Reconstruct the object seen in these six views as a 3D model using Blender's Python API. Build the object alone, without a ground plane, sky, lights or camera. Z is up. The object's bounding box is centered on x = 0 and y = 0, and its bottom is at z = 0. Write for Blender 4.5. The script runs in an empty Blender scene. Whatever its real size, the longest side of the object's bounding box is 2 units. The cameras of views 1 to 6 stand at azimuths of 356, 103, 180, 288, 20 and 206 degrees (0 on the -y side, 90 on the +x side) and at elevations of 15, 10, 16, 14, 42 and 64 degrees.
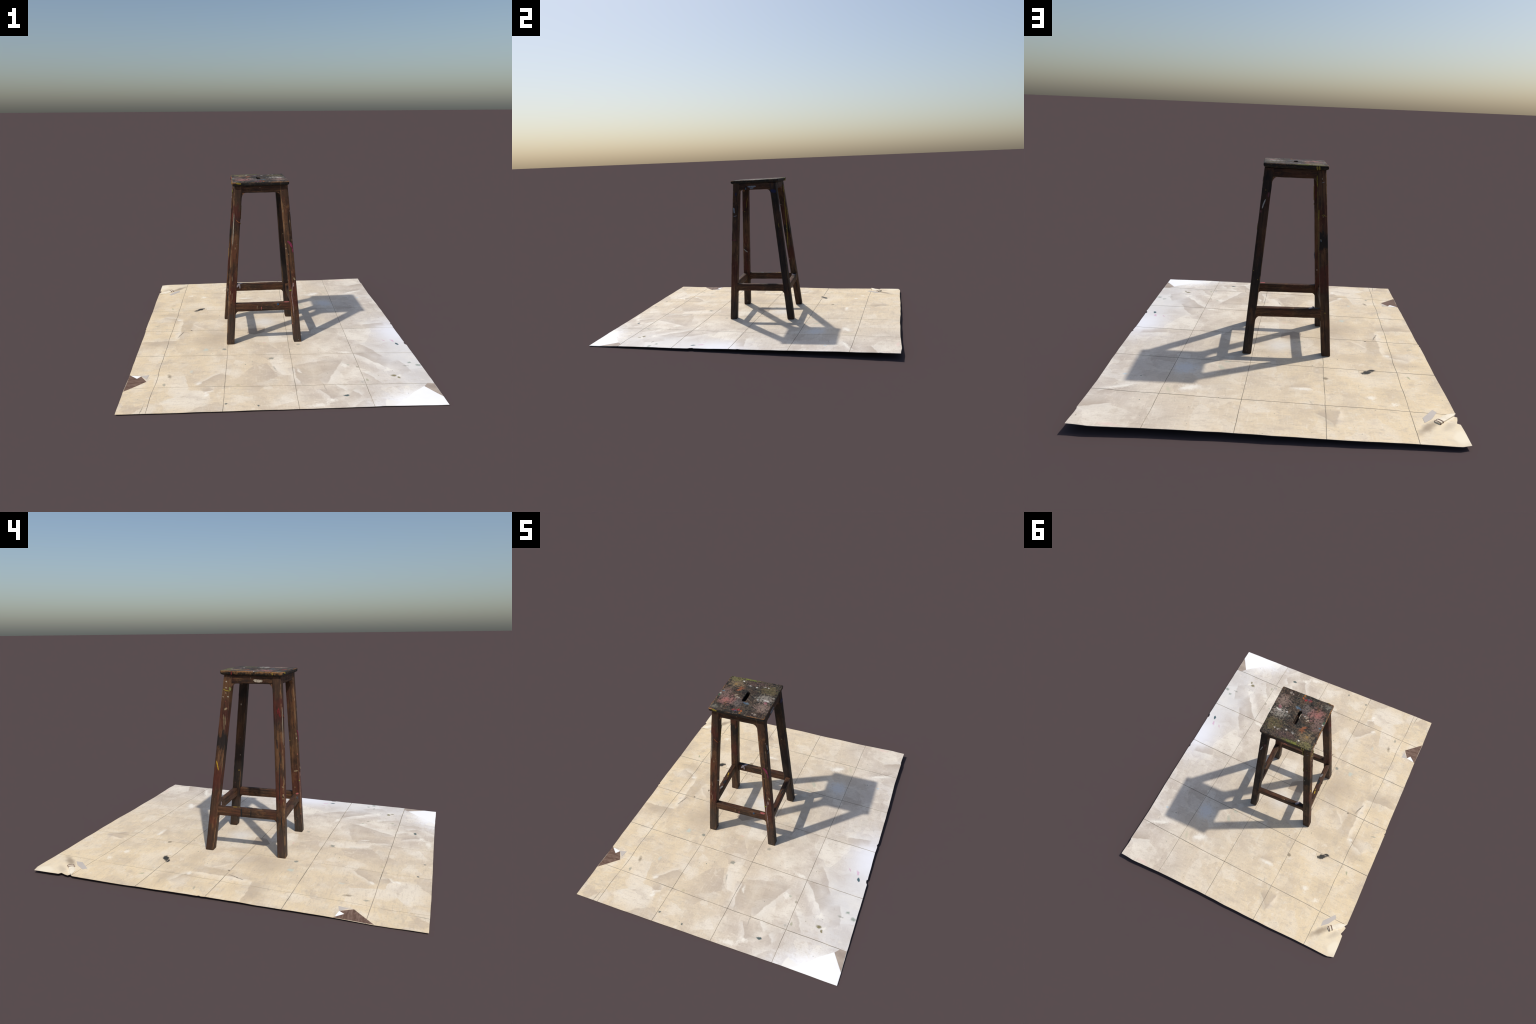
"""A paint-stained wooden studio stool standing on a warped patch of tiled floor."""
import bpy, bmesh, math, random
from mathutils import Vector, Matrix, noise

random.seed(7)
COL = bpy.context.scene.collection


# ------------------------------------------------------------------ helpers
def n3(x, y, z, s=1.0):
    return noise.noise(Vector((x * s, y * s, z * s)))


def add_object(name, mesh, parent=None, mat=None, matrix=None):
    ob = bpy.data.objects.new(name, mesh)
    COL.objects.link(ob)
    if parent:
        ob.parent = parent
    if matrix is not None:
        ob.matrix_local = matrix
    if mat:
        ob.data.materials.append(mat)
    return ob


def mesh_from(bm, name, smooth_angle=None):
    bmesh.ops.recalc_face_normals(bm, faces=bm.faces)
    me = bpy.data.meshes.new(name)
    bm.to_mesh(me)
    bm.free()
    if smooth_angle is not None:
        for p in me.polygons:
            p.use_smooth = True
        me.set_sharp_from_angle(angle=math.radians(smooth_angle))
    return me


def empty(name):
    ob = bpy.data.objects.new(name, None)
    COL.objects.link(ob)
    return ob


class Nodes:
    """Small builder for shader node graphs."""

    def __init__(self, tree):
        self.t = tree

    def new(self, kind, **props):
        n = self.t.nodes.new(kind)
        for k, v in props.items():
            setattr(n, k, v)
        return n

    def put(self, sock, val):
        if isinstance(val, bpy.types.NodeSocket):
            self.t.links.new(val, sock)
        else:
            if hasattr(sock.default_value, "__len__") and not hasattr(val, "__len__"):
                val = (val,) * len(sock.default_value)
            if hasattr(val, "__len__") and len(sock.default_value) == 4 and len(val) == 3:
                val = tuple(val) + (1.0,)
            sock.default_value = val

    def math(self, op, a, b=0.0, c=None, clamp=False):
        n = self.new("ShaderNodeMath", operation=op, use_clamp=clamp)
        self.put(n.inputs[0], a)
        self.put(n.inputs[1], b)
        if c is not None:
            self.put(n.inputs[2], c)
        return n.outputs[0]

    def vmath(self, op, a, b=(0, 0, 0), out=0):
        n = self.new("ShaderNodeVectorMath", operation=op)
        self.put(n.inputs[0], a)
        if op == "SCALE":
            self.put(n.inputs[3], b)
        else:
            self.put(n.inputs[1], b)
        return n.outputs[out]

    def smooth(self, v, lo, hi, a=0.0, b=1.0, kind="SMOOTHSTEP"):
        n = self.new("ShaderNodeMapRange", interpolation_type=kind)
        self.put(n.inputs[0], v)
        for i, q in zip((1, 2, 3, 4), (lo, hi, a, b)):
            self.put(n.inputs[i], q)
        return n.outputs[0]

    def noise(self, vec, scale, detail=3.0, rough=0.55, out=0, distort=0.0):
        n = self.new("ShaderNodeTexNoise")
        self.put(n.inputs["Vector"], vec)
        n.inputs["Scale"].default_value = scale
        n.inputs["Detail"].default_value = detail
        n.inputs["Roughness"].default_value = rough
        n.inputs["Distortion"].default_value = distort
        return n.outputs[out]

    def voronoi(self, vec, scale, out="Distance", rand=1.0):
        n = self.new("ShaderNodeTexVoronoi")
        self.put(n.inputs["Vector"], vec)
        n.inputs["Scale"].default_value = scale
        n.inputs["Randomness"].default_value = rand
        return n.outputs[out]

    def mix(self, fac, a, b, blend="MIX"):
        n = self.new("ShaderNodeMix", data_type="RGBA", blend_type=blend)
        self.put(n.inputs[0], fac)
        self.put(n.inputs[6], a)
        self.put(n.inputs[7], b)
        return n.outputs[2]

    def ramp(self, fac, stops, interp="LINEAR"):
        n = self.new("ShaderNodeValToRGB")
        self.put(n.inputs[0], fac)
        cr = n.color_ramp
        cr.interpolation = interp
        while len(cr.elements) < len(stops):
            cr.elements.new(0.5)
        for e, (p, c) in zip(cr.elements, stops):
            e.position = p
            e.color = tuple(c) + (1.0,)
        return n.outputs[0]

    def sep(self, vec):
        n = self.new("ShaderNodeSeparateXYZ")
        self.put(n.inputs[0], vec)
        return n.outputs

    def rgb(self, col):
        n = self.new("ShaderNodeSeparateColor")
        self.put(n.inputs[0], col)
        return n.outputs

    def jitter(self, vec, scale, detail, rough, amount):
        """vec pushed about by coloured noise (no implicit socket conversions)."""
        r, g, b = self.rgb(self.noise(vec, scale, detail, rough, out=1))
        c = self.new("ShaderNodeCombineXYZ")
        for k, v in enumerate((r, g, b)):
            self.put(c.inputs[k], v)
        return self.vmath("ADD", vec, self.vmath("SCALE", self.vmath("SUBTRACT", c.outputs[0], (0.5, 0.5, 0.5)), amount))

    def scale_xyz(self, vec, s, off=(0, 0, 0)):
        return self.vmath("ADD", self.vmath("MULTIPLY", vec, s), off)

    def sub(self, tree, **vals):
        g = self.new("ShaderNodeGroup")
        g.node_tree = tree
        for k, v in vals.items():
            self.put(g.inputs[k], v)
        return g.outputs


def material(name):
    m = bpy.data.materials.new(name)
    m.use_nodes = True
    m.node_tree.nodes.clear()
    nd = Nodes(m.node_tree)
    out = nd.new("ShaderNodeOutputMaterial")
    bs = nd.new("ShaderNodeBsdfPrincipled")
    nd.t.links.new(bs.outputs[0], out.inputs[0])
    co = nd.new("ShaderNodeTexCoord").outputs["Object"]
    return m, nd, bs, co


def finish(nd, bs, color, rough=0.6, spec=0.3, bump=None, bump_d=0.001, bump_s=0.4):
    nd.put(bs.inputs["Base Color"], color)
    nd.put(bs.inputs["Roughness"], rough)
    bs.inputs["Specular IOR Level"].default_value = spec
    if bump is not None:
        b = nd.new("ShaderNodeBump")
        b.inputs["Distance"].default_value = bump_d
        b.inputs["Strength"].default_value = bump_s
        nd.put(b.inputs["Height"], bump)
        nd.t.links.new(b.outputs[0], bs.inputs["Normal"])


# ------------------------------------------------------------------ shared node groups
def group(name, ins, outs):
    t = bpy.data.node_groups.new(name, "ShaderNodeTree")
    for nm, kind in ins:
        t.interface.new_socket(nm, in_out="INPUT", socket_type="NodeSocket" + kind)
    for nm, kind in outs:
        t.interface.new_socket(nm, in_out="OUTPUT", socket_type="NodeSocket" + kind)
    nd = Nodes(t)
    gi = nd.new("NodeGroupInput").outputs
    go = nd.new("NodeGroupOutput").inputs
    return t, nd, gi, go


def make_blot_group():
    """Irregular blot: 1 inside, soft towards its rim. Rotated ellipse, ragged by noise."""
    t, nd, gi, go = group("blot", [("P", "Vector"), ("C", "Vector"), ("R", "Vector"), ("Angle", "Float"), ("Soft", "Float"), ("Rag", "Float")],
                          [("Mask", "Float")])
    d = nd.vmath("SUBTRACT", gi["P"], gi["C"])
    rot = nd.new("ShaderNodeVectorRotate", rotation_type="Z_AXIS")
    nd.put(rot.inputs["Vector"], d)
    nd.put(rot.inputs["Angle"], nd.math("MULTIPLY", gi["Angle"], -1.0))
    e = nd.vmath("DIVIDE", rot.outputs[0], gi["R"])
    dist = nd.math("ADD", nd.vmath("LENGTH", e, out=1), gi["Rag"])
    lo = nd.math("SUBTRACT", 1.0, gi["Soft"])
    hi = nd.math("ADD", 1.0, nd.math("MULTIPLY", gi["Soft"], 0.3))
    nd.put(go["Mask"], nd.smooth(dist, lo, hi, 1.0, 0.0))
    return t


def make_crease_group():
    """A crease: straight sharp edge C +- Half along angle; dark fading on its left, pale on its right."""
    t, nd, gi, go = group("crease", [("P", "Vector"), ("C", "Vector"), ("Angle", "Float"), ("Half", "Float"),
                                     ("DarkWidth", "Float"), ("PaleWidth", "Float")],
                          [("Dark", "Float"), ("Pale", "Float")])
    d = nd.vmath("SUBTRACT", gi["P"], gi["C"])
    rot = nd.new("ShaderNodeVectorRotate", rotation_type="Z_AXIS")
    nd.put(rot.inputs["Vector"], d)
    nd.put(rot.inputs["Angle"], nd.math("MULTIPLY", gi["Angle"], -1.0))
    s, tt, _ = nd.sep(rot.outputs[0])
    along = nd.math("DIVIDE", nd.math("ABSOLUTE", s), gi["Half"])
    ends = nd.smooth(along, 0.72, 1.15, 1.0, 0.0)
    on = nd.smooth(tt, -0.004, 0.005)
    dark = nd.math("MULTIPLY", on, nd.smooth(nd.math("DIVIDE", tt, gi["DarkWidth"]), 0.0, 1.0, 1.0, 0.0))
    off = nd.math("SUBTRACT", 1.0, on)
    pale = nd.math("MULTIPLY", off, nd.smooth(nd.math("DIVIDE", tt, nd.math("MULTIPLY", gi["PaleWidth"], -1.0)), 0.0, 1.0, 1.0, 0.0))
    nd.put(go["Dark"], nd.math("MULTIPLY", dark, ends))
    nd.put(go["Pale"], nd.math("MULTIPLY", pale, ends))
    return t


BLOT = make_blot_group()
CREASE = make_crease_group()


def blot(nd, col, p, xy, r, color, soft=0.5, angle=0.0, k=1.0, rag=0.0):
    """Lay one blot of a colour over col. r is a number or (rx, ry)."""
    rx, ry = r if hasattr(r, "__len__") else (r, r)
    m = nd.sub(BLOT, P=p, C=(xy[0], xy[1], 0), R=(rx, ry, 1e3), Angle=angle, Soft=soft, Rag=rag)[0]
    return nd.mix(nd.math("MULTIPLY", m, k), col, color)


# ------------------------------------------------------------------ the floor patch
# the tiles sit on a slightly turned grid; column 0 / row 0 is the outermost cell
GRID_O = (-0.0797, -0.0118)
GRID_C = (-0.3716, 0.0182)      # step from one column line to the next
GRID_R = (-0.0181, -0.3691)     # step from one row line to the next


def poly_at(pts, t):
    if t <= pts[0][0]:
        return pts[0][1]
    for (a, va), (b, vb) in zip(pts, pts[1:]):
        if t <= b:
            return va + (vb - va) * (t - a) / (b - a)
    return pts[-1][1]


# outline of the patch: nearly straight torn edges with a few small notches
EDGE_R = [(-1.0, 0.799), (-0.93, 0.802), (-0.80, 0.803), (-0.60, 0.807), (-0.43, 0.811), (-0.318, 0.813), (-0.306, 0.806),
          (-0.288, 0.804), (-0.280, 0.811), (-0.065, 0.812), (-0.004, 0.815), (0.002, 0.810), (0.025, 0.817), (0.32, 0.821), (0.60, 0.820),
          (0.67, 0.822), (0.85, 0.827), (0.855, 0.824), (0.98, 0.830)]
EDGE_L = [(-0.975, -0.830), (-0.75, -0.828), (-0.58, -0.821), (-0.35, -0.818), (-0.18, -0.815), (0.02, -0.811), (0.047, -0.814),
          (0.056, -0.808), (0.063, -0.814), (0.39, -0.808), (0.60, -0.807), (0.757, -0.803), (0.777, -0.789), (0.783, -0.802),
          (0.806, -0.796), (0.832, -0.786), (0.840, -0.800), (1.0, -0.799)]
EDGE_B = [(-0.83, -0.973), (-0.53, -0.980), (-0.12, -0.985), (0.26, -0.989), (0.48, -0.993), (0.80, -1.0)]
EDGE_T = [(-0.80, 0.988), (-0.76, 0.999), (-0.59, 0.996), (-0.19, 0.993), (-0.01, 0.988), (0.15, 0.982), (0.34, 0.979),
          (0.52, 0.977), (0.74, 0.980), (0.83, 0.973)]


def col_line(k, y):
    """x of the k-th joint running front to back, k = 0 (left rim) .. 5 (right rim)."""
    if k == 0:
        return poly_at(EDGE_L, y) + 0.0012 * n3(0.3, y, 5, 14)
    if k == 5:
        return poly_at(EDGE_R, y) + 0.0012 * n3(0.7, y, 9, 14)
    c = 4 - (k - 1) - 2.5
    r = (y - GRID_O[1] - GRID_C[1] * c) / GRID_R[1]
    wob = 0.007 if k == 1 else 0.0025
    return GRID_O[0] + GRID_C[0] * c + GRID_R[0] * r + wob * n3(k * 3.1, y, 0, 5.5) + 0.0012 * n3(k, y, 4, 24)


def row_line(k, x):
    if k == 0:
        return poly_at(EDGE_B, x) + 0.001 * n3(x, 0.2, 3, 12)
    if k == 6:
        return poly_at(EDGE_T, x) + 0.0025 * n3(x, 0.6, 8, 9)
    r = 4 - (k - 1) - 2
    c = (x - GRID_O[0] - GRID_R[0] * r) / GRID_C[0]
    return GRID_O[1] + GRID_R[1] * r + GRID_C[1] * c + 0.003 * n3(x, k * 2.7, 1, 4.5) + 0.001 * n3(x, k, 6, 22)


# creases of the buckled covering: (start, end, dark width, dark strength, pale width, pale strength); dark lies left of start->end
CREASES = [
    ((0.095, -0.755), (0.085, -0.57), -0.14, 0.16, 0.06, 0.14),
    ((0.233, -0.765), (0.372, -0.50), 0.15, 0.17, 0.07, 0.12),
    ((0.30, -0.475), (0.10, -0.53), 0.12, 0.10, 0.05, 0.06),
    ((0.458, -0.413), (0.600, -0.60), 0.13, 0.18, 0.07, 0.14),
    ((0.522, -0.77), (0.455, -0.64), 0.06, 0.16, 0.06, 0.12),
    ((0.630, -0.46), (0.527, -0.27), 0.11, 0.17, 0.08, 0.10),
    ((0.19, -0.815), (0.245, -0.92), 0.10, 0.16, 0.05, 0.14),
    ((0.395, -0.885), (0.35, -0.84), 0.10, 0.17, 0.05, 0.16),
    ((0.315, -0.83), (0.278, -0.77), 0.09, 0.12, 0.06, 0.10),
    ((-0.573, 0.205), (-0.590, -0.138), 0.10, 0.13, 0.055, 0.10),
    ((-0.585, -0.136), (-0.83, -0.142), 0.10, 0.17, 0.07, 0.07),
    ((-0.58, 0.197), (-0.71, 0.262), 0.10, 0.14, 0.05, 0.10),
    ((-0.315, -0.592), (-0.452, -0.712), 0.10, 0.18, 0.03, 0.12),
    ((0.84, 0.855), (0.70, 0.80), 0.13, 0.20, 0.05, 0.13),
    ((0.63, 0.628), (0.795, 0.698), 0.06, 0.16, 0.05, 0.16),
    ((0.44, 0.648), (0.335, 0.600), 0.05, 0.06, 0.06, 0.16),
    ((-0.185, 0.795), (-0.262, 0.905), 0.09, 0.20, 0.03, 0.08),
    ((-0.268, 0.900), (-0.290, 0.77), 0.08, 0.20, 0.03, 0.08),
    ((-0.07, 0.583), (-0.185, 0.592), 0.07, 0.12, 0.05, 0.10),
    ((0.765, 0.030), (0.62, 0.012), 0.09, 0.18, 0.05, 0.14),
    ((-0.41, -0.80), (-0.365, -0.775), 0.07, 0.16, 0.03, 0.20),
    ((0.735, -0.66), (0.690, -0.52), 0.12, 0.13, 0.07, 0.10),
    ((-0.30, 0.05), (-0.30, -0.30), -0.20, 0.06, 0.02, 0.0),
    ((0.02, -0.66), (-0.05, -0.47), 0.08, 0.06, 0.05, 0.10),
    ((-0.50, 0.12), (-0.42, 0.02), 0.06, 0.10, 0.03, 0.06),
    ((0.474, -1.0), (0.512, -0.925), 0.05, 0.10, 0.14, 0.32),
    ((0.20, -0.70), (0.225, -0.76), -0.08, 0.12, 0.06, 0.12),
    ((0.40, -0.93), (0.33, -0.99), 0.08, 0.1, 0.06, 0.08),
]


def crease_relief(x, y):
    """Low real folds under the creases: a ridge that rises gently on the dark flank and drops on the pale one."""
    z = 0.0
    for a, b, dw, dk, pwid, _ in CREASES:
        if dw < 0:
            a, b, dw = b, a, -dw
        mx, my = (a[0] + b[0]) / 2, (a[1] + b[1]) / 2
        dx, dy = x - mx, y - my
        half = math.dist(a, b) / 2
        if abs(dx) > half + dw or abs(dy) > half + dw:
            continue
        ux, uy = (b[0] - a[0]) / (2 * half), (b[1] - a[1]) / (2 * half)
        along = abs(dx * ux + dy * uy) / half
        if along > 1.2:
            continue
        across = -dx * uy + dy * ux + 0.012 * n3(x, y, 11, 8)
        f = 1 - across / dw if across > 0 else 1 + across / max(0.02, pwid * 0.7)
        if f > 0:
            z += 0.010 * dk * f * f * (3 - 2 * f) * min(1.0, (1.2 - along) / 0.45)
    return z


def floor_z(x, y):
    """Top of the floor: a slightly twisted sheet, highest in the far right corner."""
    z = 0.0162 + 0.00575 * x + 0.0115 * y + 0.0082 * x * y
    z += 0.0045 * math.exp(-((x - 0.52) ** 2 + (y + 0.60) ** 2) / 0.05)      # buckled up, front right
    z -= 0.0045 * math.exp(-((x + 0.72) ** 2 + (y + 0.76) ** 2) / 0.03)      # pressed down, front left
    z += 0.0030 * math.exp(-((x - 0.66) ** 2 + (y + 0.82) ** 2) / 0.02)
    z -= 0.0025 * math.exp(-((x + 0.80) ** 2 + (y - 0.50) ** 2) / 0.05)
    z -= 0.0020 * math.exp(-((x - 0.60) ** 2 + (y - 0.90) ** 2) / 0.06)
    z += crease_relief(x, y) + 0.0012 * n3(x, y, 9, 6.0) - 0.0003 + 0.0012 * n3(x, y, 2, 3.0)
    # soft crumples
    z += 0.0016 * (abs(n3(x, y, 7, 3.2)) - 0.2) + 0.0008 * (abs(n3(x, y, 5, 8)) - 0.2)
    return max(0.0024, z)


def cell_point(i, j, s, t, gap=0.0):
    x = 0.5 * (col_line(i, 0) + col_line(i + 1, 0))
    y = 0.5 * (row_line(j, x) + row_line(j + 1, x))
    gl, gr = (gap if i > 0 else 0), (gap if i < 4 else 0)
    gb, gt = (gap * 1.35 if j > 0 else 0), (gap * 1.35 if j < 5 else 0)
    for _ in range(4):
        x = (col_line(i, y) + gl) * (1 - s) + (col_line(i + 1, y) - gr) * s
        y = (row_line(j, x) + gb) * (1 - t) + (row_line(j + 1, x) - gt) * t
    return x, y


def sheet_mesh(name, pt, nu, nv, up, down):
    """Closed thin slab over a (s, t) -> (x, y) map, between floor_z+up and floor_z+down."""
    bm = bmesh.new()
    top, bot = [], []
    for a in range(nu + 1):
        rt, rb = [], []
        for b in range(nv + 1):
            x, y = pt(a / nu, b / nv)
            z = floor_z(x, y)
            rt.append(bm.verts.new((x, y, z + up)))
            rb.append(bm.verts.new((x, y, z + down)))
        top.append(rt)
        bot.append(rb)
    for a in range(nu):
        for b in range(nv):
            bm.faces.new((top[a][b], top[a + 1][b], top[a + 1][b + 1], top[a][b + 1]))
            bm.faces.new((bot[a][b], bot[a][b + 1], bot[a + 1][b + 1], bot[a + 1][b]))
    for a in range(nu):
        bm.faces.new((top[a][0], bot[a][0], bot[a + 1][0], top[a + 1][0]))
        bm.faces.new((top[a + 1][nv], bot[a + 1][nv], bot[a][nv], top[a][nv]))
    for b in range(nv):
        bm.faces.new((top[0][b + 1], bot[0][b + 1], bot[0][b], top[0][b]))
        bm.faces.new((top[nu][b], bot[nu][b], bot[nu][b + 1], top[nu][b + 1]))
    return mesh_from(bm, name, 40)


def make_floor_material(box):
    """Covering of one tile: shared ground colour plus only those marks that reach into its box (x0, x1, y0, y1)."""
    m, nd, bs, co = material("worn_floor_covering")

    def near(c, r, margin=0.05):
        r = (max(r) if hasattr(r, "__len__") else r) * 1.4 + margin
        return box[0] - r < c[0] < box[1] + r and box[2] - r < c[1] < box[3] + r

    def mark(col, pos, c, r, *rest):
        return blot(nd, col, pos, c, r, *rest) if near(c, r) else col

    x, y, z = nd.sep(co)
    flat = nd.new("ShaderNodeCombineXYZ")
    nd.put(flat.inputs[0], x)
    nd.put(flat.inputs[1], y)
    p = flat.outputs[0]
    pw = nd.jitter(p, 9.0, 5.0, 0.6, 0.055)
    pf = nd.jitter(p, 60.0, 3.0, 0.55, 0.012)
    rag = nd.math("MULTIPLY", nd.math("SUBTRACT", nd.noise(p, 55.0, 5.0, 0.65), 0.5), 2.2)
    # base tint carries the scan's lighting: warm left, cool glare to the right
    t = nd.math("ADD", x, nd.math("MULTIPLY", y, -0.22))
    t = nd.math("ADD", t, nd.math("MULTIPLY", nd.math("SUBTRACT", nd.noise(p, 2.6, 3.0), 0.5), 0.7))
    col = nd.ramp(nd.smooth(t, -0.9, 0.95, kind="LINEAR"),
                  [(0.0, (0.82, 0.655, 0.415)), (0.35, (0.77, 0.63, 0.435)), (0.6, (0.73, 0.615, 0.465)), (0.85, (0.70, 0.635, 0.56)), (1.0, (0.73, 0.70, 0.67))])
    # cloudy grime and brushed streaks
    c1 = nd.noise(p, 5.0, 7.0, 0.65)
    col = nd.mix(nd.smooth(c1, 0.42, 0.75, 0.0, 0.45), col, (0.52, 0.42, 0.32))
    col = nd.mix(nd.smooth(nd.noise(p, 8.0, 6.0, 0.65, distort=0.6), 0.5, 0.75, 0.0, 0.4), col, (0.58, 0.53, 0.44))
    col = nd.mix(nd.smooth(nd.noise(nd.scale_xyz(p, (1, 1, 1), (5, 5, 0)), 6.5, 6.0, 0.65), 0.52, 0.75, 0.0, 0.5), col, (0.84, 0.76, 0.63))
    # crumpled facets: crumple light and shade painted as angular patches, denser front right
    heavy = nd.smooth(nd.math("ADD", nd.math("SUBTRACT", x, y), nd.math("MULTIPLY", nd.noise(p, 3.0, 2.0), 1.6)), 0.2, 1.5, 0.55, 1.0)
    for sc, ns, off, k in ((6.0, 5.0, 0.0, 1.0), (13.0, 9.0, 3.7, 0.7)):
        v = nd.new("ShaderNodeTexVoronoi")
        nd.put(v.inputs["Vector"], nd.vmath("ADD", pw, (off, off, 0)))
        v.inputs["Scale"].default_value = sc
        fp = nd.new("ShaderNodeMix", data_type="VECTOR")
        nd.put(fp.inputs[0], 0.62)
        nd.put(fp.inputs[4], pw)
        nd.put(fp.inputs[5], v.outputs["Position"])
        f = nd.noise(nd.vmath("MULTIPLY", fp.outputs[1], (1.0, 0.75, 0.0)), ns, 2.0, 0.5)
        col = nd.mix(nd.math("MULTIPLY", nd.smooth(f, 0.47, 0.33, 0.0, 0.48 * k), heavy), col, (0.47, 0.38, 0.305))
        col = nd.mix(nd.math("MULTIPLY", nd.smooth(f, 0.53, 0.66, 0.0, 0.6 * k), heavy), col, (0.88, 0.81, 0.69))
    st = nd.noise(nd.scale_xyz(p, (16, 90, 1)), 1.0, 5.0, 0.65)
    col = nd.mix(nd.smooth(st, 0.5, 0.75, 0.0, 0.42), col, (0.47, 0.385, 0.30))
    st2 = nd.noise(nd.scale_xyz(p, (110, 14, 1), (3, 7, 0)), 1.0, 5.0, 0.65)
    col = nd.mix(nd.smooth(st2, 0.52, 0.78, 0.0, 0.45), col, (0.90, 0.82, 0.69))
    gr = nd.noise(p, 110.0, 4.0, 0.65)
    col = nd.mix(nd.smooth(gr, 0.5, 0.75, 0.0, 0.38), col, (0.46, 0.39, 0.32))
    col = nd.mix(nd.smooth(gr, 0.45, 0.25, 0.0, 0.3), col, (0.86, 0.79, 0.68))
    mid = nd.noise(nd.scale_xyz(pw, (1.0, 1.6, 1), (6, 3, 0)), 17.0, 5.0, 0.65)
    col = nd.mix(nd.smooth(mid, 0.52, 0.70, 0.0, 0.45), col, (0.53, 0.435, 0.33))
    col = nd.mix(nd.smooth(mid, 0.44, 0.30, 0.0, 0.4), col, (0.87, 0.79, 0.66))
    # thin random scratches
    for sx, sy, off in ((9, 210, 1.0), (190, 11, 4.0), (12, 160, 7.0)):
        sc = nd.noise(nd.scale_xyz(pw, (sx, sy, 1), (off, off, 0)), 1.0, 1.0)
        col = nd.mix(nd.smooth(sc, 0.76, 0.80, 0.0, 0.45), col, (0.34, 0.29, 0.21))
    # painted glare: bluish right rim and blown-white front corner; warm yellow far-left corner
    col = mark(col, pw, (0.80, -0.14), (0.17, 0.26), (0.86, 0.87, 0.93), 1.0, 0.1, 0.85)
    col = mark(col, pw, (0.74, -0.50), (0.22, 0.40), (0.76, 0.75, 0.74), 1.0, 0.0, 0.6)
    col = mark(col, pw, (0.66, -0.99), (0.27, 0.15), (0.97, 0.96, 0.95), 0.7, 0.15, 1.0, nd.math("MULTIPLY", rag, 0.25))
    col = mark(col, pw, (-0.74, 0.90), (0.16, 0.16), (0.86, 0.75, 0.56), 1.0, 0.0, 0.6)
    col = mark(col, pw, (-0.775, 0.93), (0.06, 0.035), (0.90, 0.80, 0.61), 0.5, 1.2, 0.8)
    col = mark(col, pw, (-0.74, 0.86), (0.06, 0.02), (0.50, 0.41, 0.30), 0.9, 0.75, 0.5)
    # contact shade around the feet tinted brown, plus brown blotches elsewhere
    for c, r, k in (((-0.36, -0.12), (0.13, 0.20), 0.45), ((0.0, -0.24), (0.2, 0.06), 0.3), ((0.06, 0.2), (0.12, 0.05), 0.3), ((-0.25, 0.0), (0.05, 0.15), 0.3),
                    ((-0.42, 0.24), (0.16, 0.05), 0.35), ((-0.45, -0.18), (0.12, 0.06), 0.35), ((-0.70, -0.19), (0.12, 0.06), 0.45), ((-0.52, 0.10), (0.05, 0.13), 0.35), ((-0.70, 0.30), (0.10, 0.05), 0.35), ((0.78, 0.82), (0.08, 0.05), 0.4), ((-0.22, 0.80), (0.06, 0.07), 0.3), ((0.60, -0.02), (0.12, 0.04), 0.3), ((-0.10, -0.72), (0.16, 0.08), 0.2), ((-0.55, 0.62), (0.12, 0.1), 0.25), ((0.2, -0.62), (0.14, 0.12), 0.25)):
        col = mark(col, pw, c, r, (0.47, 0.37, 0.26), 1.0, 0.0, k)
    col = mark(col, pw, (-0.02, 0.12), (0.10, 0.10), (0.78, 0.76, 0.73), 1.0, 0.0, 0.6)
    # creases: baked fold shading drawn as a dark and a pale flank
    dark_sum, pale_sum = None, None
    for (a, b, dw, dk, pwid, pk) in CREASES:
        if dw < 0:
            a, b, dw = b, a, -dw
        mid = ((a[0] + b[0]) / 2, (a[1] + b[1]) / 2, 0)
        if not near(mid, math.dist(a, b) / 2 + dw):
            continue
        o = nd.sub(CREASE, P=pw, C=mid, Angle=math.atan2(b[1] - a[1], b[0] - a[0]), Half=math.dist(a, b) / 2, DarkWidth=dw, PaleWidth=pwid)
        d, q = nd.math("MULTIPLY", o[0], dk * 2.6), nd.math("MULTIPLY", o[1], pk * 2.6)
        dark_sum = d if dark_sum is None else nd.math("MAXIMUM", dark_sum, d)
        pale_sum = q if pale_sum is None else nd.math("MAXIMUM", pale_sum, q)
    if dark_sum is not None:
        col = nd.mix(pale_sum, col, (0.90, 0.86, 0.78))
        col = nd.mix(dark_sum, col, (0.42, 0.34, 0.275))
    # white streaks along folds
    for c, r, ang in (((0.41, -0.39), (0.045, 0.016), -0.25), ((0.70, 0.655), (0.075, 0.018), 0.35), ((0.39, 0.63), (0.05, 0.03), 0.4), ((0.375, -0.56), (0.022, 0.032), 0.5),
                      ((-0.448, 0.651), (0.03, 0.02), 0.3), ((-0.545, 0.70), (0.025, 0.015), 0.3), ((-0.44, -0.705), (0.022, 0.012), 0.7), ((-0.395, -0.825), (0.02, 0.014), 0.7),
                      ((0.11, -0.60), (0.012, 0.03), 0.2), ((0.235, -0.92), (0.03, 0.02), 0.4), ((0.16, -0.96), (0.06, 0.02), 0.1), ((0.60, -0.63), (0.03, 0.022), 0.0),
                      ((-0.60, 0.20), (0.025, 0.012), 0.0), ((0.645, -0.70), (0.02, 0.012), 0.3), ((-0.14, 0.60), (0.05, 0.012), 0.0),
                      ((-0.755, 0.80), (0.055, 0.017), 0.68)):
        col = mark(col, pf, c, r, (0.95, 0.90, 0.79), 0.8, ang, 0.6, rag)
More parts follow.
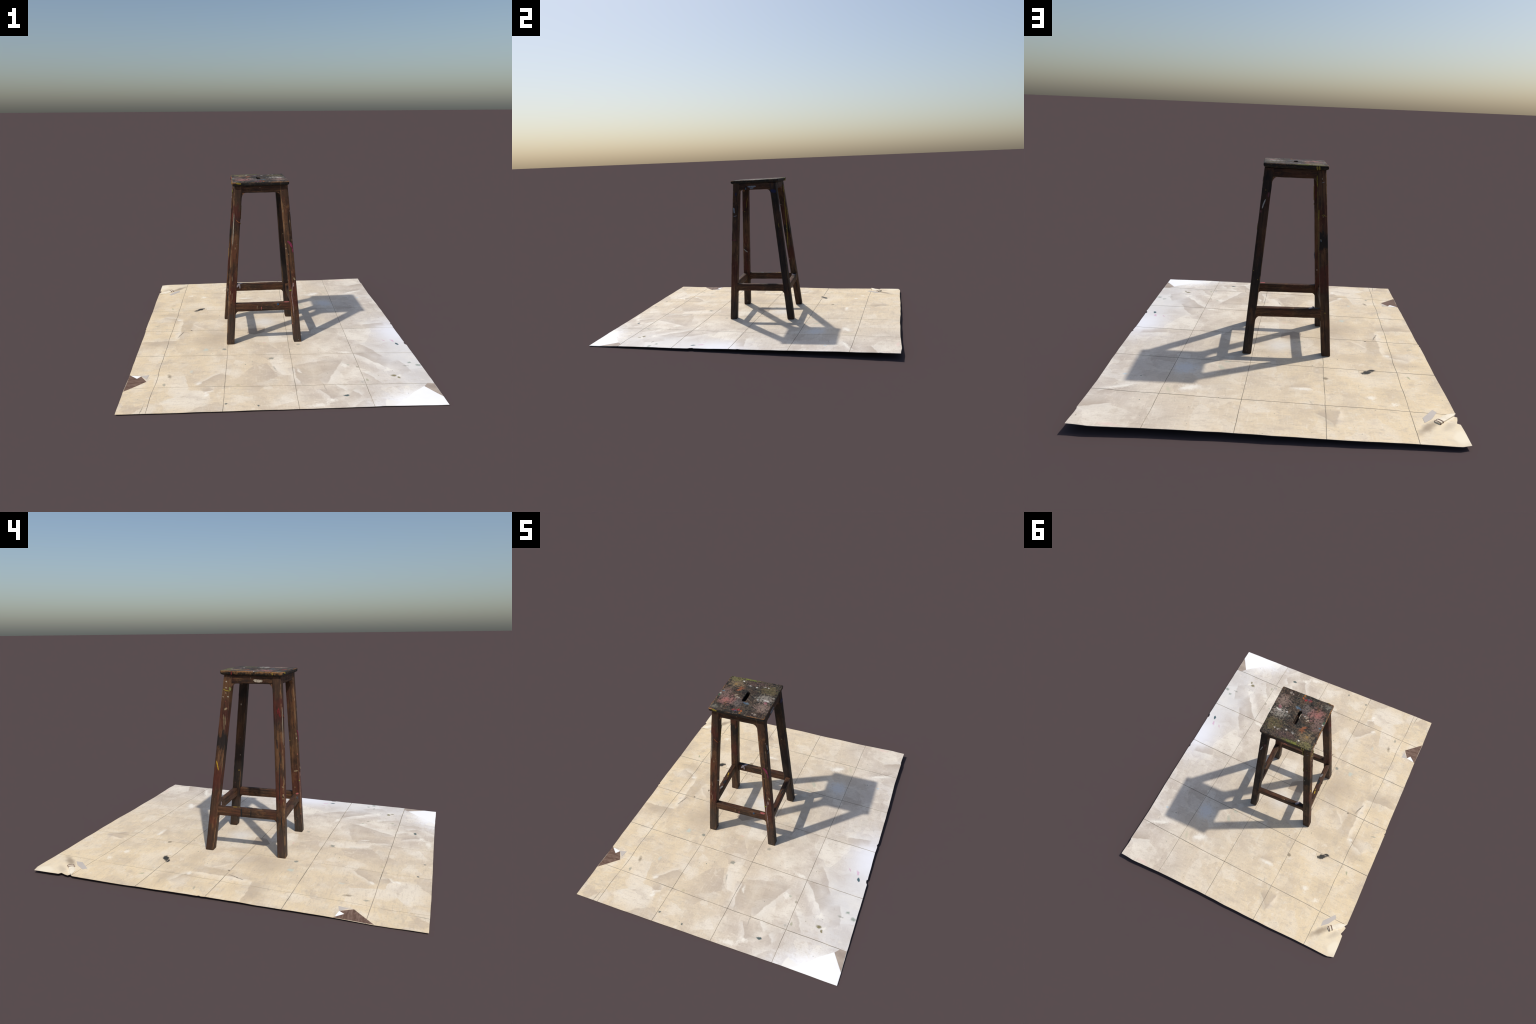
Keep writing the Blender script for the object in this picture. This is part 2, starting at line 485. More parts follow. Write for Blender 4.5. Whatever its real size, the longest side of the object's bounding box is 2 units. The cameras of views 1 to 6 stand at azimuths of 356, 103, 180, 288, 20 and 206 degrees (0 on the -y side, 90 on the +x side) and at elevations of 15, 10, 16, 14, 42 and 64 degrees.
    col = mark(col, pw, (-0.655, 0.872), (0.085, 0.022), (0.33, 0.25, 0.17), 0.9, 0.85, 0.8)
    # stains and paint spots
    dull, teal, olive = (0.27, 0.27, 0.22), (0.05, 0.09, 0.09), (0.20, 0.17, 0.07)
    for c, r, cc, sf, ang, k in (
            ((-0.299, -0.288), (0.014, 0.014), dull, 0.35, 0, 0.9), ((-0.027, -0.438), (0.016, 0.014), dull, 0.4, 0, 0.8),
            ((0.154, -0.256), (0.013, 0.012), dull, 0.5, 0, 0.6), ((-0.252, 0.483), (0.014, 0.014), (0.30, 0.24, 0.16), 0.5, 0, 0.9),
            ((-0.411, -0.287), (0.018, 0.02), (0.55, 0.60, 0.52), 0.6, 0, 0.7), ((-0.485, -0.562), (0.012, 0.018), (0.60, 0.62, 0.55), 0.6, 0, 0.5),
            ((-0.466, 0.397), (0.036, 0.019), (0.045, 0.042, 0.035), 0.35, 0.55, 1.0), ((-0.494, 0.374), (0.018, 0.012), (0.045, 0.042, 0.035), 0.4, 0.2, 1.0),
            ((0.314, -0.881), (0.018, 0.010), teal, 0.5, 0.2, 0.95), ((0.614, -0.699), (0.018, 0.014), olive, 0.6, -0.6, 0.9), ((0.636, -0.722), (0.008, 0.012), olive, 0.6, 0.3, 0.9),
            ((0.749, -0.553), (0.014, 0.010), (0.22, 0.28, 0.22), 0.7, 0.3, 0.8), ((0.79, -0.585), (0.018, 0.014), (0.25, 0.30, 0.25), 0.7, 0, 0.8),
            ((0.714, -0.592), (0.02, 0.008), dull, 0.8, 0, 0.7), ((0.757, -0.301), (0.010, 0.017), (0.03, 0.09, 0.11), 0.4, 0.2, 0.95), ((0.742, -0.25), (0.009, 0.02), (0.62, 0.25, 0.45), 0.8, 0.3, 0.6),
            ((0.69, -0.245), (0.005, 0.016), (0.55, 0.25, 0.40), 0.8, 0.6, 0.6), ((0.397, -0.555), (0.009, 0.008), (0.45, 0.47, 0.36), 0.4, 0, 0.8),
            ((0.459, -0.734), (0.008, 0.014), (0.38, 0.36, 0.24), 0.8, 0.2, 0.8), ((0.428, -0.752), (0.012, 0.008), (0.45, 0.42, 0.36), 0.6, 0, 0.8), ((0.442, -0.583), (0.010, 0.008), (0.35, 0.31, 0.22), 0.7, 0, 0.7),
            ((-0.297, -0.914), (0.010, 0.006), teal, 0.5, 0.4, 0.8), ((-0.138, -0.946), (0.006, 0.008), teal, 0.5, 0, 0.8), ((-0.231, -0.732), (0.012, 0.012), (0.55, 0.46, 0.30), 0.5, 0, 0.7),
            ((0.713, 0.529), (0.014, 0.010), (0.50, 0.60, 0.65), 0.8, 0, 0.7), ((0.665, 0.960), (0.05, 0.012), (0.78, 0.58, 0.50), 0.9, -0.1, 0.6), ((0.263, 0.419), (0.014, 0.035), (0.45, 0.50, 0.38), 0.8, 0.6, 0.5),
            ((0.24, 0.35), (0.02, 0.012), (0.42, 0.48, 0.38), 0.8, 0, 0.5), ((0.482, 0.655), (0.012, 0.03), (0.55, 0.52, 0.36), 0.8, 0.4, 0.6), ((0.44, 0.44), (0.07, 0.07), (0.72, 0.74, 0.76), 0.8, 0, 0.5),
            ((-0.575, -0.045), (0.055, 0.005), (0.14, 0.11, 0.08), 0.8, 1.2, 0.8), ((-0.511, 0.014), (0.008, 0.007), (0.12, 0.09, 0.06), 0.6, 0, 0.9), ((-0.668, 0.435), (0.006, 0.016), (0.35, 0.35, 0.20), 0.7, 0.2, 0.8),
            ((-0.745, 0.109), (0.02, 0.006), dull, 0.8, 0.2, 0.6), ((-0.622, -0.698), (0.009, 0.016), dull, 0.7, 0.3, 0.7), ((-0.02, -0.56), (0.006, 0.03), (0.33, 0.30, 0.24), 0.9, 0.2, 0.6),
            ((0.22, -0.79), (0.004, 0.05), (0.34, 0.29, 0.23), 0.9, 0.1, 0.6), ((-0.17, 0.72), (0.004, 0.03), (0.45, 0.40, 0.30), 0.9, 0.5, 0.5), ((-0.6, -0.61), (0.012, 0.03), (0.26, 0.20, 0.13), 0.9, 0.35, 0.8),
            ((-0.05, -0.21), (0.012, 0.006), (0.75, 0.45, 0.38), 0.9, 0, 0.5), ((-0.71, -0.95), (0.003, 0.07), (0.30, 0.25, 0.18), 0.9, -0.12, 0.8), ((-0.14, 0.06), (0.02, 0.01), (0.35, 0.38, 0.27), 0.9, 0.4, 0.5)):
        col = mark(col, pf, c, r, cc, sf, ang, k, nd.math("MULTIPLY", rag, 0.8))
    # fine drips: two sizes of sparse dark-green flecks
    for sc, thr, seed in ((22.0, 0.085, 0.66), (45.0, 0.11, 0.74)):
        v = nd.new("ShaderNodeTexVoronoi")
        nd.put(v.inputs["Vector"], pf)
        v.inputs["Scale"].default_value = sc
        pick = nd.rgb(v.outputs["Color"])
        size = nd.math("MULTIPLY", pick[1], thr)
        dot = nd.math("MULTIPLY", nd.math("LESS_THAN", v.outputs["Distance"], size), nd.math("GREATER_THAN", pick[0], seed))
        col = nd.mix(nd.math("MULTIPLY", dot, 0.75), col, nd.ramp(pick[2], [(0.0, (0.10, 0.14, 0.11)), (0.6, (0.22, 0.19, 0.14)), (1.0, (0.32, 0.28, 0.2))]))
    finish(nd, bs, col, 0.55, 0.25, nd.noise(p, 90.0, 4.0), 0.0006, 0.25)
    return m


def flat_material(name, color, dark=None, scale=40.0, rough=0.55, stretch=(1, 1, 1)):
    m, nd, bs, co = material(name)
    n = nd.noise(nd.scale_xyz(co, stretch), scale, 5.0, 0.6)
    dark = dark or tuple(c * 0.7 for c in color)
    finish(nd, bs, nd.mix(nd.smooth(n, 0.35, 0.7), color, dark), rough, 0.25)
    return m


def build_floor():
    top = empty("floor_patch")
    top["label"] = "thin warped patch of stained cream floor tiles"
    top["category"] = "floor tiles"
    N = 44
    for i in range(5):
        for j in range(6):
            me = sheet_mesh("floor_tile", lambda s, t: cell_point(i, j, s, t, 0.0014), N if 0 < i < 4 else 56, N if 0 < i < 4 else 150, 0.0, -0.0014)
            xs, ys = zip(*[(v.co.x, v.co.y) for v in me.vertices])
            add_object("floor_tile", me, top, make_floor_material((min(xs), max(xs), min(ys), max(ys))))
    joint = flat_material("dark_joint_grime", (0.20, 0.175, 0.135), (0.48, 0.40, 0.31), 9.0, 0.8)

    def whole(s, t):
        x = y = 0.0
        for _ in range(4):
            x = (col_line(0, y) + 0.0006) * (1 - s) + (col_line(5, y) - 0.0006) * s
            y = (row_line(0, x) + 0.0006) * (1 - t) + (row_line(6, x) - 0.0006) * t
        return x, y
    add_object("tile_joint", sheet_mesh("tile_joint", whole, 220, 260, -0.0009, -0.0024), top, joint)

    # scraps and bald places with hard edges
    brown = flat_material("bare_brown_board", (0.125, 0.070, 0.048), (0.24, 0.155, 0.115), 1.0, 0.6, (25, 110, 30))
    grey = flat_material("pale_grey_scrap", (0.56, 0.50, 0.44), (0.53, 0.475, 0.42), 20)
    taupe = flat_material("taupe_bald_spot", (0.36, 0.29, 0.24), (0.46, 0.38, 0.31), 25)
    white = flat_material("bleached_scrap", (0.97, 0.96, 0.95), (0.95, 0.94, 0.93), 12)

    def scrap(name, pts, mat, up, arch=None):
        bm = bmesh.new()
        f = bm.faces.new([bm.verts.new((px, py, 0)) for px, py in pts])
        bmesh.ops.triangulate(bm, faces=[f])
        bmesh.ops.subdivide_edges(bm, edges=bm.edges, cuts=14, use_grid_fill=True)
        geo = bmesh.ops.extrude_face_region(bm, geom=list(bm.faces))
        upper = {v for v in geo["geom"] if isinstance(v, bmesh.types.BMVert)}
        for v in bm.verts:
            rise = 0.0
            if arch:        # half-rolled: highest along the line through arch[:2] at angle arch[2]
                d = abs(-(v.co.x - arch[0]) * math.sin(arch[2]) + (v.co.y - arch[1]) * math.cos(arch[2])) / arch[3]
                rise = arch[4] * math.sqrt(max(0.0, 1 - d * d))
            v.co.z = floor_z(v.co.x, v.co.y) + (up + rise if v in upper else -0.0004)
        add_object(name, mesh_from(bm, name), top, mat)
    scrap("bare_board", [(-0.721, -0.654), (-0.827, -0.752), (-0.823, -0.665), (-0.820, -0.577), (-0.775, -0.620), (-0.756, -0.596)], brown, 0.0007)
    scrap("paper_scrap", [(-0.723, -0.631), (-0.757, -0.594), (-0.714, -0.583)], grey, 0.0009)
    scrap("paper_scrap", [(-0.776, -0.618), (-0.757, -0.594), (-0.795, -0.585), (-0.815, -0.585)], white, 0.0006)
    scrap("paper_scrap", [(-0.646, 0.840), (-0.646, 0.802), (-0.707, 0.731), (-0.721, 0.751), (-0.686, 0.806)], grey, 0.0009)
    scrap("bleached_scrap", [(0.738, -0.821), (0.800, -0.924), (0.7975, -0.998), (0.53, -0.9935), (0.60, -0.94), (0.66, -0.88), (0.707, -0.845)], white, 0.0008)  # overexposed highlight at the front corner, modelled as a white plate
    scrap("bald_spot", [(0.765, -0.793), (0.801, -0.795), (0.801, -0.922), (0.739, -0.822)], taupe, 0.0006)
    scrap("bald_spot", [(-0.030, 0.020), (-0.036, -0.045), (-0.105, -0.085), (-0.150, -0.06), (-0.141, 0.013), (-0.085, 0.018)], 
          flat_material("faded_brown_spot", (0.43, 0.34, 0.25), (0.57, 0.475, 0.37), 9), 0.0006)
    # a curled strip end near the far-left corner
    cream = flat_material("cream_curl", (0.92, 0.82, 0.64), (0.80, 0.70, 0.53), 30)
    scrap("curled_strip", [(-0.709, 0.848), (-0.690, 0.830), (-0.745, 0.772), (-0.801, 0.761), (-0.789, 0.778)], cream, 0.0012, (-0.745, 0.805, 0.70, 0.022, 0.006))
    stripe = flat_material("brown_band", (0.20, 0.12, 0.08), None, 30)
    for k in (0.0, 0.013):
        scrap("brown_band", [(-0.690 - k, 0.822 - k * 1.0), (-0.695 - k, 0.818 - k), (-0.716 - k, 0.846 - k), (-0.711 - k, 0.850 - k)], stripe, 0.0019, (-0.745, 0.805, 0.70, 0.022, 0.006))
    return top


# ------------------------------------------------------------------ the stool
LEG_W = 0.047
# outer corner of every leg: foot and top
LEGS = {
    "a": ((-0.2842, -0.2252, 0.013), (-0.220, -0.179, 0.988), (1, 1)),
    "b": ((0.180, -0.221, 0.014), (0.091, -0.177, 0.988), (-1, 1)),
    "c": ((0.173, 0.247, 0.021), (0.090, 0.133, 0.988), (-1, -1)),
    "d": ((-0.294, 0.238, 0.018), (-0.222, 0.131, 0.988), (1, -1)),
}


def leg_corner(k, z):
    f, t, _ = LEGS[k]
    u = (z - f[2]) / (t[2] - f[2])
    s = LEGS[k][2]
    bow = (0.0028 if k == "a" else 0.0) * 4 * u * (1 - u)      # one leg bulges outwards a little
    return f[0] + (t[0] - f[0]) * u - s[0] * bow, f[1] + (t[1] - f[1]) * u - s[1] * bow


def leg_centre(k, z):
    x, y = leg_corner(k, z)
    s = LEGS[k][2]
    return Vector((x + s[0] * LEG_W / 2, y + s[1] * LEG_W / 2, z))


def frame(origin, axis):
    """Matrix with local z along the length of a timber."""
    ref = Vector((1, 0, 0)) if abs(axis.x) < 0.7 else Vector((0, 1, 0))
    xa = (ref - axis * ref.dot(axis)).normalized()
    return Matrix.Translation(origin) @ Matrix((xa, axis.cross(xa), axis)).transposed().to_4x4()


def section(w, d, bev, sub=3):
    """Bevelled rectangle outline."""
    pts = []
    for cx, cy, a0 in ((1, 1, 0), (-1, 1, 90), (-1, -1, 180), (1, -1, 270)):
        for k in range(3):
            a = math.radians(a0 + 45 * k)
            pts.append((cx * (w / 2 - bev) + bev * math.cos(a), cy * (d / 2 - bev) + bev * math.sin(a)))
    out = []
    for i, p in enumerate(pts):
        q = pts[(i + 1) % len(pts)]
        out.append(p)
        if math.dist(p, q) > 0.01:
            out += [(p[0] + (q[0] - p[0]) * k / sub, p[1] + (q[1] - p[1]) * k / sub) for k in range(1, sub)]
    return out


def loft(name, rings, matrix, sharp=50):
    inv = matrix.inverted()
    bm = bmesh.new()
    vs = [[bm.verts.new(inv @ Vector(p)) for p in r] for r in rings]
    n = len(vs[0])
    for a, b in zip(vs, vs[1:]):
        for i in range(n):
            bm.faces.new((a[i], a[(i + 1) % n], b[(i + 1) % n], b[i]))
    bm.faces.new(vs[0][::-1])
    bm.faces.new(vs[-1])
    return mesh_from(bm, name, sharp)


def wood_material(name, seed, tone=1.0, red=0.5, black=0.4, half=None, stains=()):
    """Old varnished wood, streaked along local z, stained and worn. half: half width of a square timber whose arrises are rubbed."""
    m, nd, bs, co = material(name)
    p = nd.vmath("ADD", co, (seed * 1.7, seed * 0.9, seed * 2.3))
    grain = nd.noise(nd.scale_xyz(p, (150, 150, 9)), 1.0, 5.0, 0.65, distort=0.4)
    streak = nd.noise(nd.scale_xyz(p, (45, 45, 4.0)), 1.0, 5.0, 0.65)
    patch = nd.noise(nd.scale_xyz(p, (13, 13, 7.0)), 1.0, 5.0, 0.65)
    patch2 = nd.noise(nd.scale_xyz(p, (9, 9, 5.0), (4, 9, 2)), 1.0, 4.0, 0.6)
    T = lambda c: tuple(v * tone for v in c)
    col = nd.ramp(streak, [(0.28, T((0.022, 0.013, 0.009))), (0.44, T((0.062, 0.029, 0.016))), (0.58, T((0.112, 0.051, 0.024))), (0.74, T((0.19, 0.098, 0.046)))])
    col = nd.mix(nd.smooth(patch2, 0.52, 0.60, 0.0, 0.85 * red), col, T((0.085, 0.018, 0.012)))
    col = nd.mix(nd.smooth(patch2, 0.46, 0.36, 0.0, 0.45), col, T((0.072, 0.048, 0.030)))
    col = nd.mix(nd.smooth(patch, 0.47, 0.58, 0.0, 0.8 * black + 0.2), col, (0.014, 0.012, 0.011))
    col = nd.mix(nd.smooth(nd.noise(nd.scale_xyz(p, (22, 22, 13), (7, 1, 5)), 1.0, 5.0, 0.65), 0.55, 0.66, 0.0, 0.6), col, T((0.17, 0.085, 0.036)))
    speck = nd.noise(nd.scale_xyz(p, (120, 120, 60), (2, 6, 1)), 1.0, 4.0, 0.7)
    col = nd.mix(nd.smooth(speck, 0.56, 0.68, 0.0, 0.65), col, (0.012, 0.010, 0.009))
    col = nd.mix(nd.smooth(speck, 0.40, 0.30, 0.0, 0.5), col, T((0.19, 0.11, 0.055)))
    # stained stretches along the timber, with ragged limits
    if stains:
        zz = nd.math("ADD", nd.sep(co)[2], nd.math("MULTIPLY", nd.math("SUBTRACT", nd.noise(nd.scale_xyz(p, (50, 50, 14)), 1.0, 5.0, 0.65), 0.5), 0.22))
        for zc, hh, cc, k in stains:
            d = nd.math("ABSOLUTE", nd.math("SUBTRACT", zz, zc))
            col = nd.mix(nd.smooth(d, hh * 0.6, hh * 1.15, k, 0.0), col, cc)
    col = nd.mix(nd.smooth(grain, 0.50, 0.70, 0.0, 0.8), col, (0.014, 0.011, 0.009))
    col = nd.mix(nd.smooth(grain, 0.42, 0.28, 0.0, 0.4), col, T((0.20, 0.115, 0.06)))
    # long dark checks
    crack = nd.noise(nd.scale_xyz(p, (170, 170, 2.5)), 1.0, 2.0, 0.5)
    col = nd.mix(nd.smooth(crack, 0.64, 0.70, 0.0, 0.8), col, (0.008, 0.007, 0.007))
    if half:
        lx, ly, lz = nd.sep(co)
        near = nd.math("MINIMUM", nd.math("ABSOLUTE", lx), nd.math("ABSOLUTE", ly))
        rub = nd.smooth(nd.math("ADD", near, nd.math("MULTIPLY", nd.math("SUBTRACT", streak, 0.5), 0.02)), half - 0.0035, half - 0.001, 0.0, 0.75)
        col = nd.mix(nd.math("MULTIPLY", rub, nd.smooth(nd.noise(nd.scale_xyz(p, (30, 30, 22)), 1.0, 4.0), 0.4, 0.6)), col, T((0.22, 0.125, 0.06)))
    # paint flecks
    v = nd.new("ShaderNodeTexVoronoi")
    nd.put(v.inputs["Vector"], nd.scale_xyz(p, (1, 1, 0.6)))
    v.inputs["Scale"].default_value = 75.0
    pk = nd.rgb(v.outputs["Color"])
    dot = nd.math("MULTIPLY", nd.math("LESS_THAN", v.outputs["Distance"], nd.math("MULTIPLY", pk[1], 0.26)), nd.math("GREATER_THAN", pk[0], 0.86))
    col = nd.mix(nd.math("MULTIPLY", dot, 0.7), col, nd.ramp(pk[2], [(0.0, (0.42, 0.36, 0.28)), (0.35, (0.30, 0.22, 0.12)), (0.6, (0.35, 0.25, 0.04)), (0.8, (0.32, 0.10, 0.08)), (0.9, (0.2, 0.25, 0.28))], "CONSTANT"))
    finish(nd, bs, col, nd.smooth(patch, 0.3, 0.7, 0.55, 0.75), 0.2, nd.math("ADD", grain, crack), 0.0012, 0.6)
    return m


def build_leg(stool, k, mat):
    f, t, s = LEGS[k]
    axis = (leg_centre(k, t[2]) - leg_centre(k, f[2])).normalized()
    M = frame(leg_centre(k, f[2]), axis)
    rings = []
    zs = [f[2], f[2] + 0.004] + [f[2] + 0.004 + (t[2] - f[2] - 0.004) * i / 60 for i in range(1, 61)]
    for i, z in enumerate(zs):
        c = leg_centre(k, z)
        w = LEG_W * (0.93 if i == 0 else 1.0) * (1.0 + 0.015 * n3(c.x * 3, c.y * 3, z, 4))
        ring = []
        for (px, py) in section(w, w, 0.0045):
            q = 1 + 0.022 * n3(px * 40, py * 40, z * 30 + ord(k)) + 0.022 * n3(px * 12, py * 12, z * 9 + ord(k))
            ring.append((c.x + px * q, c.y + py * q, z))
        rings.append(ring)
    return add_object("leg", loft("leg", rings, M), stool, mat, M)


def beam(stool, name, a, b, h, d, mat, bow=0.0, seed=0.0, bev=0.004):
    """Bar from a to b (its centre line), h tall and d deep, slightly uneven; rounded worn edges."""
    a, b = Vector(a), Vector(b)
    ax = (b - a).normalized()
    side = Vector((0, 0, 1)).cross(ax).normalized()
    M = frame(a, ax)
    rings = []
    for i in range(25):
        u = i / 24
        c = a.lerp(b, u) + Vector((0, 0, bow * (1 - (2 * u - 1) ** 2)))
        ring = []
        for px, py in section(d, h, bev):
            q = 1 + 0.03 * n3(px * 20, py * 20, u * 6 + seed) + 0.02 * n3(px * 60, py * 60, u * 20 + seed)
            ring.append(c + side * px * q + Vector((0, 0, py * q)))
        rings.append(ring)
    return add_object(name, loft(name, rings, M), stool, mat, M)


def bracket(stool, corner, along, down, rx, rz, depth, mat):
    """Concave corner block under a rail: corner point, direction along the rail, direction down the leg."""
    along, down = Vector(along).normalized(), Vector(down).normalized()
    side = along.cross(down).normalized() * depth / 2
    corner = Vector(corner)
    prof = [corner - along * 0.004 - down * 0.004, corner - along * 0.004 + down * rz]
    for i in range(9):
        a = math.pi / 2 * i / 8
        prof.append(corner + along * rx * (1 - math.cos(a)) + down * rz * (1 - math.sin(a)))
    prof.append(corner + along * rx - down * 0.004)
    bm = bmesh.new()
    l = [bm.verts.new(p - side) for p in prof]
    r = [bm.verts.new(p + side) for p in prof]
    n = len(prof)
    for i in range(n):
        bm.faces.new((l[i], l[(i + 1) % n], r[(i + 1) % n], r[i]))
    bm.faces.new(l[::-1])
    bm.faces.new(r)
    return add_object("corner_bracket", mesh_from(bm, "corner_bracket", 40), stool, mat)


# seat corners (top edge) and slot
SEAT = [(-0.234, -0.194), (0.099, -0.193), (0.095, 0.150), (-0.234, 0.149)]
SLOT_C, SLOT_W, SLOT_L = (-0.070, -0.025), 0.0225, 0.096


def seat_top(x, y):
    return 1.0108 + 0.012 * (x + 0.07) + 0.020 * (y + 0.02)


def seat_material():
    m, nd, bs, co = material("paint_crusted_seat")
    x, y, z = nd.sep(co)
    pw = nd.jitter(co, 55.0, 4.0, 0.65, 0.05)
    pf = nd.jitter(co, 140.0, 3.0, 0.65, 0.016)
    base = nd.noise(co, 60.0, 6.0, 0.75)
    rag = nd.math("MULTIPLY", nd.math("SUBTRACT", nd.noise(nd.scale_xyz(co, (1, 1, 1), (9, 2, 0)), 75.0, 5.0, 0.7), 0.5), 4.0)
    col = nd.ramp(base, [(0.36, (0.006, 0.006, 0.006)), (0.49, (0.020, 0.018, 0.015)), (0.58, (0.075, 0.056, 0.040)), (0.72, (0.20, 0.15, 0.10))])
    tint = nd.noise(co, 24.0, 4.0, 0.6)
    col = nd.mix(nd.smooth(tint, 0.48, 0.62, 0.0, 0.6), col, (0.10, 0.058, 0.034))
    smear = nd.noise(nd.scale_xyz(co, (70, 150, 1), (1, 4, 0)), 1.0, 5.0, 0.7, distort=0.8)
    col = nd.mix(nd.smooth(smear, 0.54, 0.66, 0.0, 0.55), col, (0.17, 0.12, 0.085))
    mauve, tan, olive = (0.19, 0.12, 0.10), (0.22, 0.16, 0.09), (0.13, 0.11, 0.045)
    for c, r, cc, sf, k in (
            ((0.045, -0.015), (0.05, 0.045), (0.34, 0.30, 0.25), 1.0, 0.7), ((0.054, -0.10), (0.055, 0.045), (0.26, 0.18, 0.145), 1.0, 0.75),
            ((-0.163, -0.085), (0.05, 0.05), (0.33, 0.15, 0.13), 1.0, 0.75), ((-0.198, -0.027), (0.04, 0.055), mauve, 1.0, 0.8),
            ((-0.048, 0.113), (0.09, 0.035), (0.09, 0.055, 0.05), 1.0, 0.7), ((-0.17, 0.085), (0.06, 0.045), tan, 1.0, 0.7),
            ((0.04, 0.07), (0.06, 0.05), olive, 1.0, 0.6), ((0.045, -0.172), (0.06, 0.025), (0.055, 0.032, 0.022), 1.0, 0.8),
            ((-0.21, -0.165), (0.035, 0.02), (0.20, 0.18, 0.14), 1.0, 0.5), ((-0.095, -0.095), (0.03, 0.04), (0.17, 0.14, 0.13), 1.0, 0.6),
            ((-0.10, 0.142), (0.075, 0.014), (0.15, 0.16, 0.04), 1.0, 0.6), ((-0.19, 0.13), (0.05, 0.03), (0.19, 0.17, 0.06), 1.0, 0.7)):
        col = blot(nd, col, pw, c, r, cc, 0.6, 0.0, k, rag)
    # crusty pale flecks, denser where the paint was heavy
    fl = nd.noise(co, 150.0, 4.0, 0.7)
    heavy = nd.smooth(nd.noise(co, 16.0, 3.0), 0.35, 0.65, 0.25, 1.0)
    col = nd.mix(nd.math("MULTIPLY", nd.smooth(fl, 0.56, 0.66, 0.0, 0.75), heavy), col, (0.36, 0.30, 0.22))
    fl2 = nd.noise(nd.scale_xyz(co, (1, 1, 1), (3, 3, 3)), 170.0, 3.0, 0.7)
    col = nd.mix(nd.smooth(fl2, 0.60, 0.70, 0.0, 0.6), col, nd.ramp(nd.noise(co, 30.0, 2.0), [(0.35, (0.30, 0.06, 0.05)), (0.45, (0.28, 0.16, 0.05)), (0.55, (0.12, 0.15, 0.10)), (0.65, (0.30, 0.24, 0.18))], "CONSTANT"))
    col = nd.mix(nd.smooth(nd.noise(nd.scale_xyz(co, (1, 1, 1), (8, 1, 3)), 95.0, 5.0, 0.7), 0.50, 0.62, 0.0, 0.85), col, (0.011, 0.010, 0.009))
    # named splashes
    for c, r, cc, sf, ang, k in (
            ((0.057, -0.051), (0.012, 0.010), (0.40, 0.12, 0.16), 0.9, 0, 0.8), ((0.052, -0.030), (0.022, 0.006), (0.70, 0.66, 0.60), 0.9, -0.2, 0.9),
            ((-0.170, -0.085), (0.022, 0.016), (0.42, 0.15, 0.13), 0.9, 0.4, 0.7), ((-0.067, -0.153), (0.010, 0.010), (0.46, 0.025, 0.03), 0.9, 0, 0.85),
            ((-0.092, -0.162), (0.012, 0.010), (0.32, 0.02, 0.025), 0.8, 0, 0.85), ((-0.050, -0.181), (0.008, 0.006), (0.55, 0.20, 0.02), 0.8, 0.3, 0.85),
            ((-0.050, -0.160), (0.006, 0.010), (0.55, 0.13, 0.02), 0.8, 0.6, 0.8), ((-0.058, -0.085), (0.013, 0.008), (0.06, 0.13, 0.21), 0.9, 0, 0.8),
            ((-0.039, -0.087), (0.011, 0.009), (0.15, 0.25, 0.33), 0.9, 0, 0.8), ((-0.085, -0.165), (0.012, 0.008), (0.03, 0.08, 0.14), 0.9, 0, 0.7),
            ((-0.138, 0.022), (0.016, 0.010), (0.42, 0.12, 0.04), 0.9, 0.5, 0.75), ((-0.126, 0.044), (0.018, 0.016), (0.33, 0.11, 0.045), 1.0, 0, 0.8),
            ((-0.170, 0.075), (0.014, 0.016), (0.38, 0.22, 0.06), 0.9, 0, 0.7), ((-0.080, 0.142), (0.018, 0.009), (0.17, 0.21, 0.03), 0.9, 0, 0.7), ((-0.124, 0.144), (0.025, 0.008), (0.24, 0.25, 0.04), 0.9, 0, 0.7),
            ((-0.131, -0.028), (0.012, 0.005), (0.72, 0.58, 0.42), 0.7, 0.6, 0.95), ((-0.120, -0.045), (0.012, 0.012), (0.48, 0.36, 0.27), 0.9, 0, 0.7), ((-0.138, 0.115), (0.007, 0.005), (0.78, 0.75, 0.66), 0.6, 0.3, 0.95),
            ((-0.043, 0.078), (0.006, 0.006), (0.65, 0.62, 0.55), 0.7, 0, 0.9), ((0.024, 0.091), (0.007, 0.004), (0.70, 0.67, 0.62), 0.7, 0, 0.9), ((-0.0, 0.093), (0.012, 0.004), (0.60, 0.55, 0.52), 0.9, 0.3, 0.8),
            ((-0.084, 0.083), (0.012, 0.007), (0.50, 0.47, 0.42), 0.9, 0.2, 0.8), ((-0.217, -0.010), (0.008, 0.006), (0.10, 0.28, 0.38), 0.8, 0, 0.9), ((-0.224, -0.050), (0.007, 0.010), (0.03, 0.14, 0.07), 0.8, 0, 0.9),
            ((-0.222, -0.038), (0.006, 0.005), (0.75, 0.70, 0.60), 0.6, 0, 0.9), ((-0.105, -0.050), (0.008, 0.004), (0.6, 0.55, 0.5), 0.8, 0, 0.7), ((0.035, -0.168), (0.008, 0.010), (0.40, 0.33, 0.27), 0.8, 0, 0.8),
            ((0.018, -0.165), (0.005, 0.006), (0.42, 0.35, 0.3), 0.8, 0, 0.8), ((0.002, -0.035), (0.007, 0.006), (0.62, 0.58, 0.54), 0.8, 0, 0.8), ((0.0, -0.018), (0.016, 0.013), (0.19, 0.19, 0.16), 0.4, 0, 0.6),
            ((-0.16, -0.125), (0.008, 0.03), (0.20, 0.10, 0.04), 0.9, 0.2, 0.6), ((-0.205, -0.155), (0.016, 0.014), (0.26, 0.25, 0.20), 0.9, 0, 0.6)):
        col = blot(nd, col, pf, c, r, tuple(0.85 * v for v in cc), sf, ang, k, nd.math("MULTIPLY", rag, 1.15))
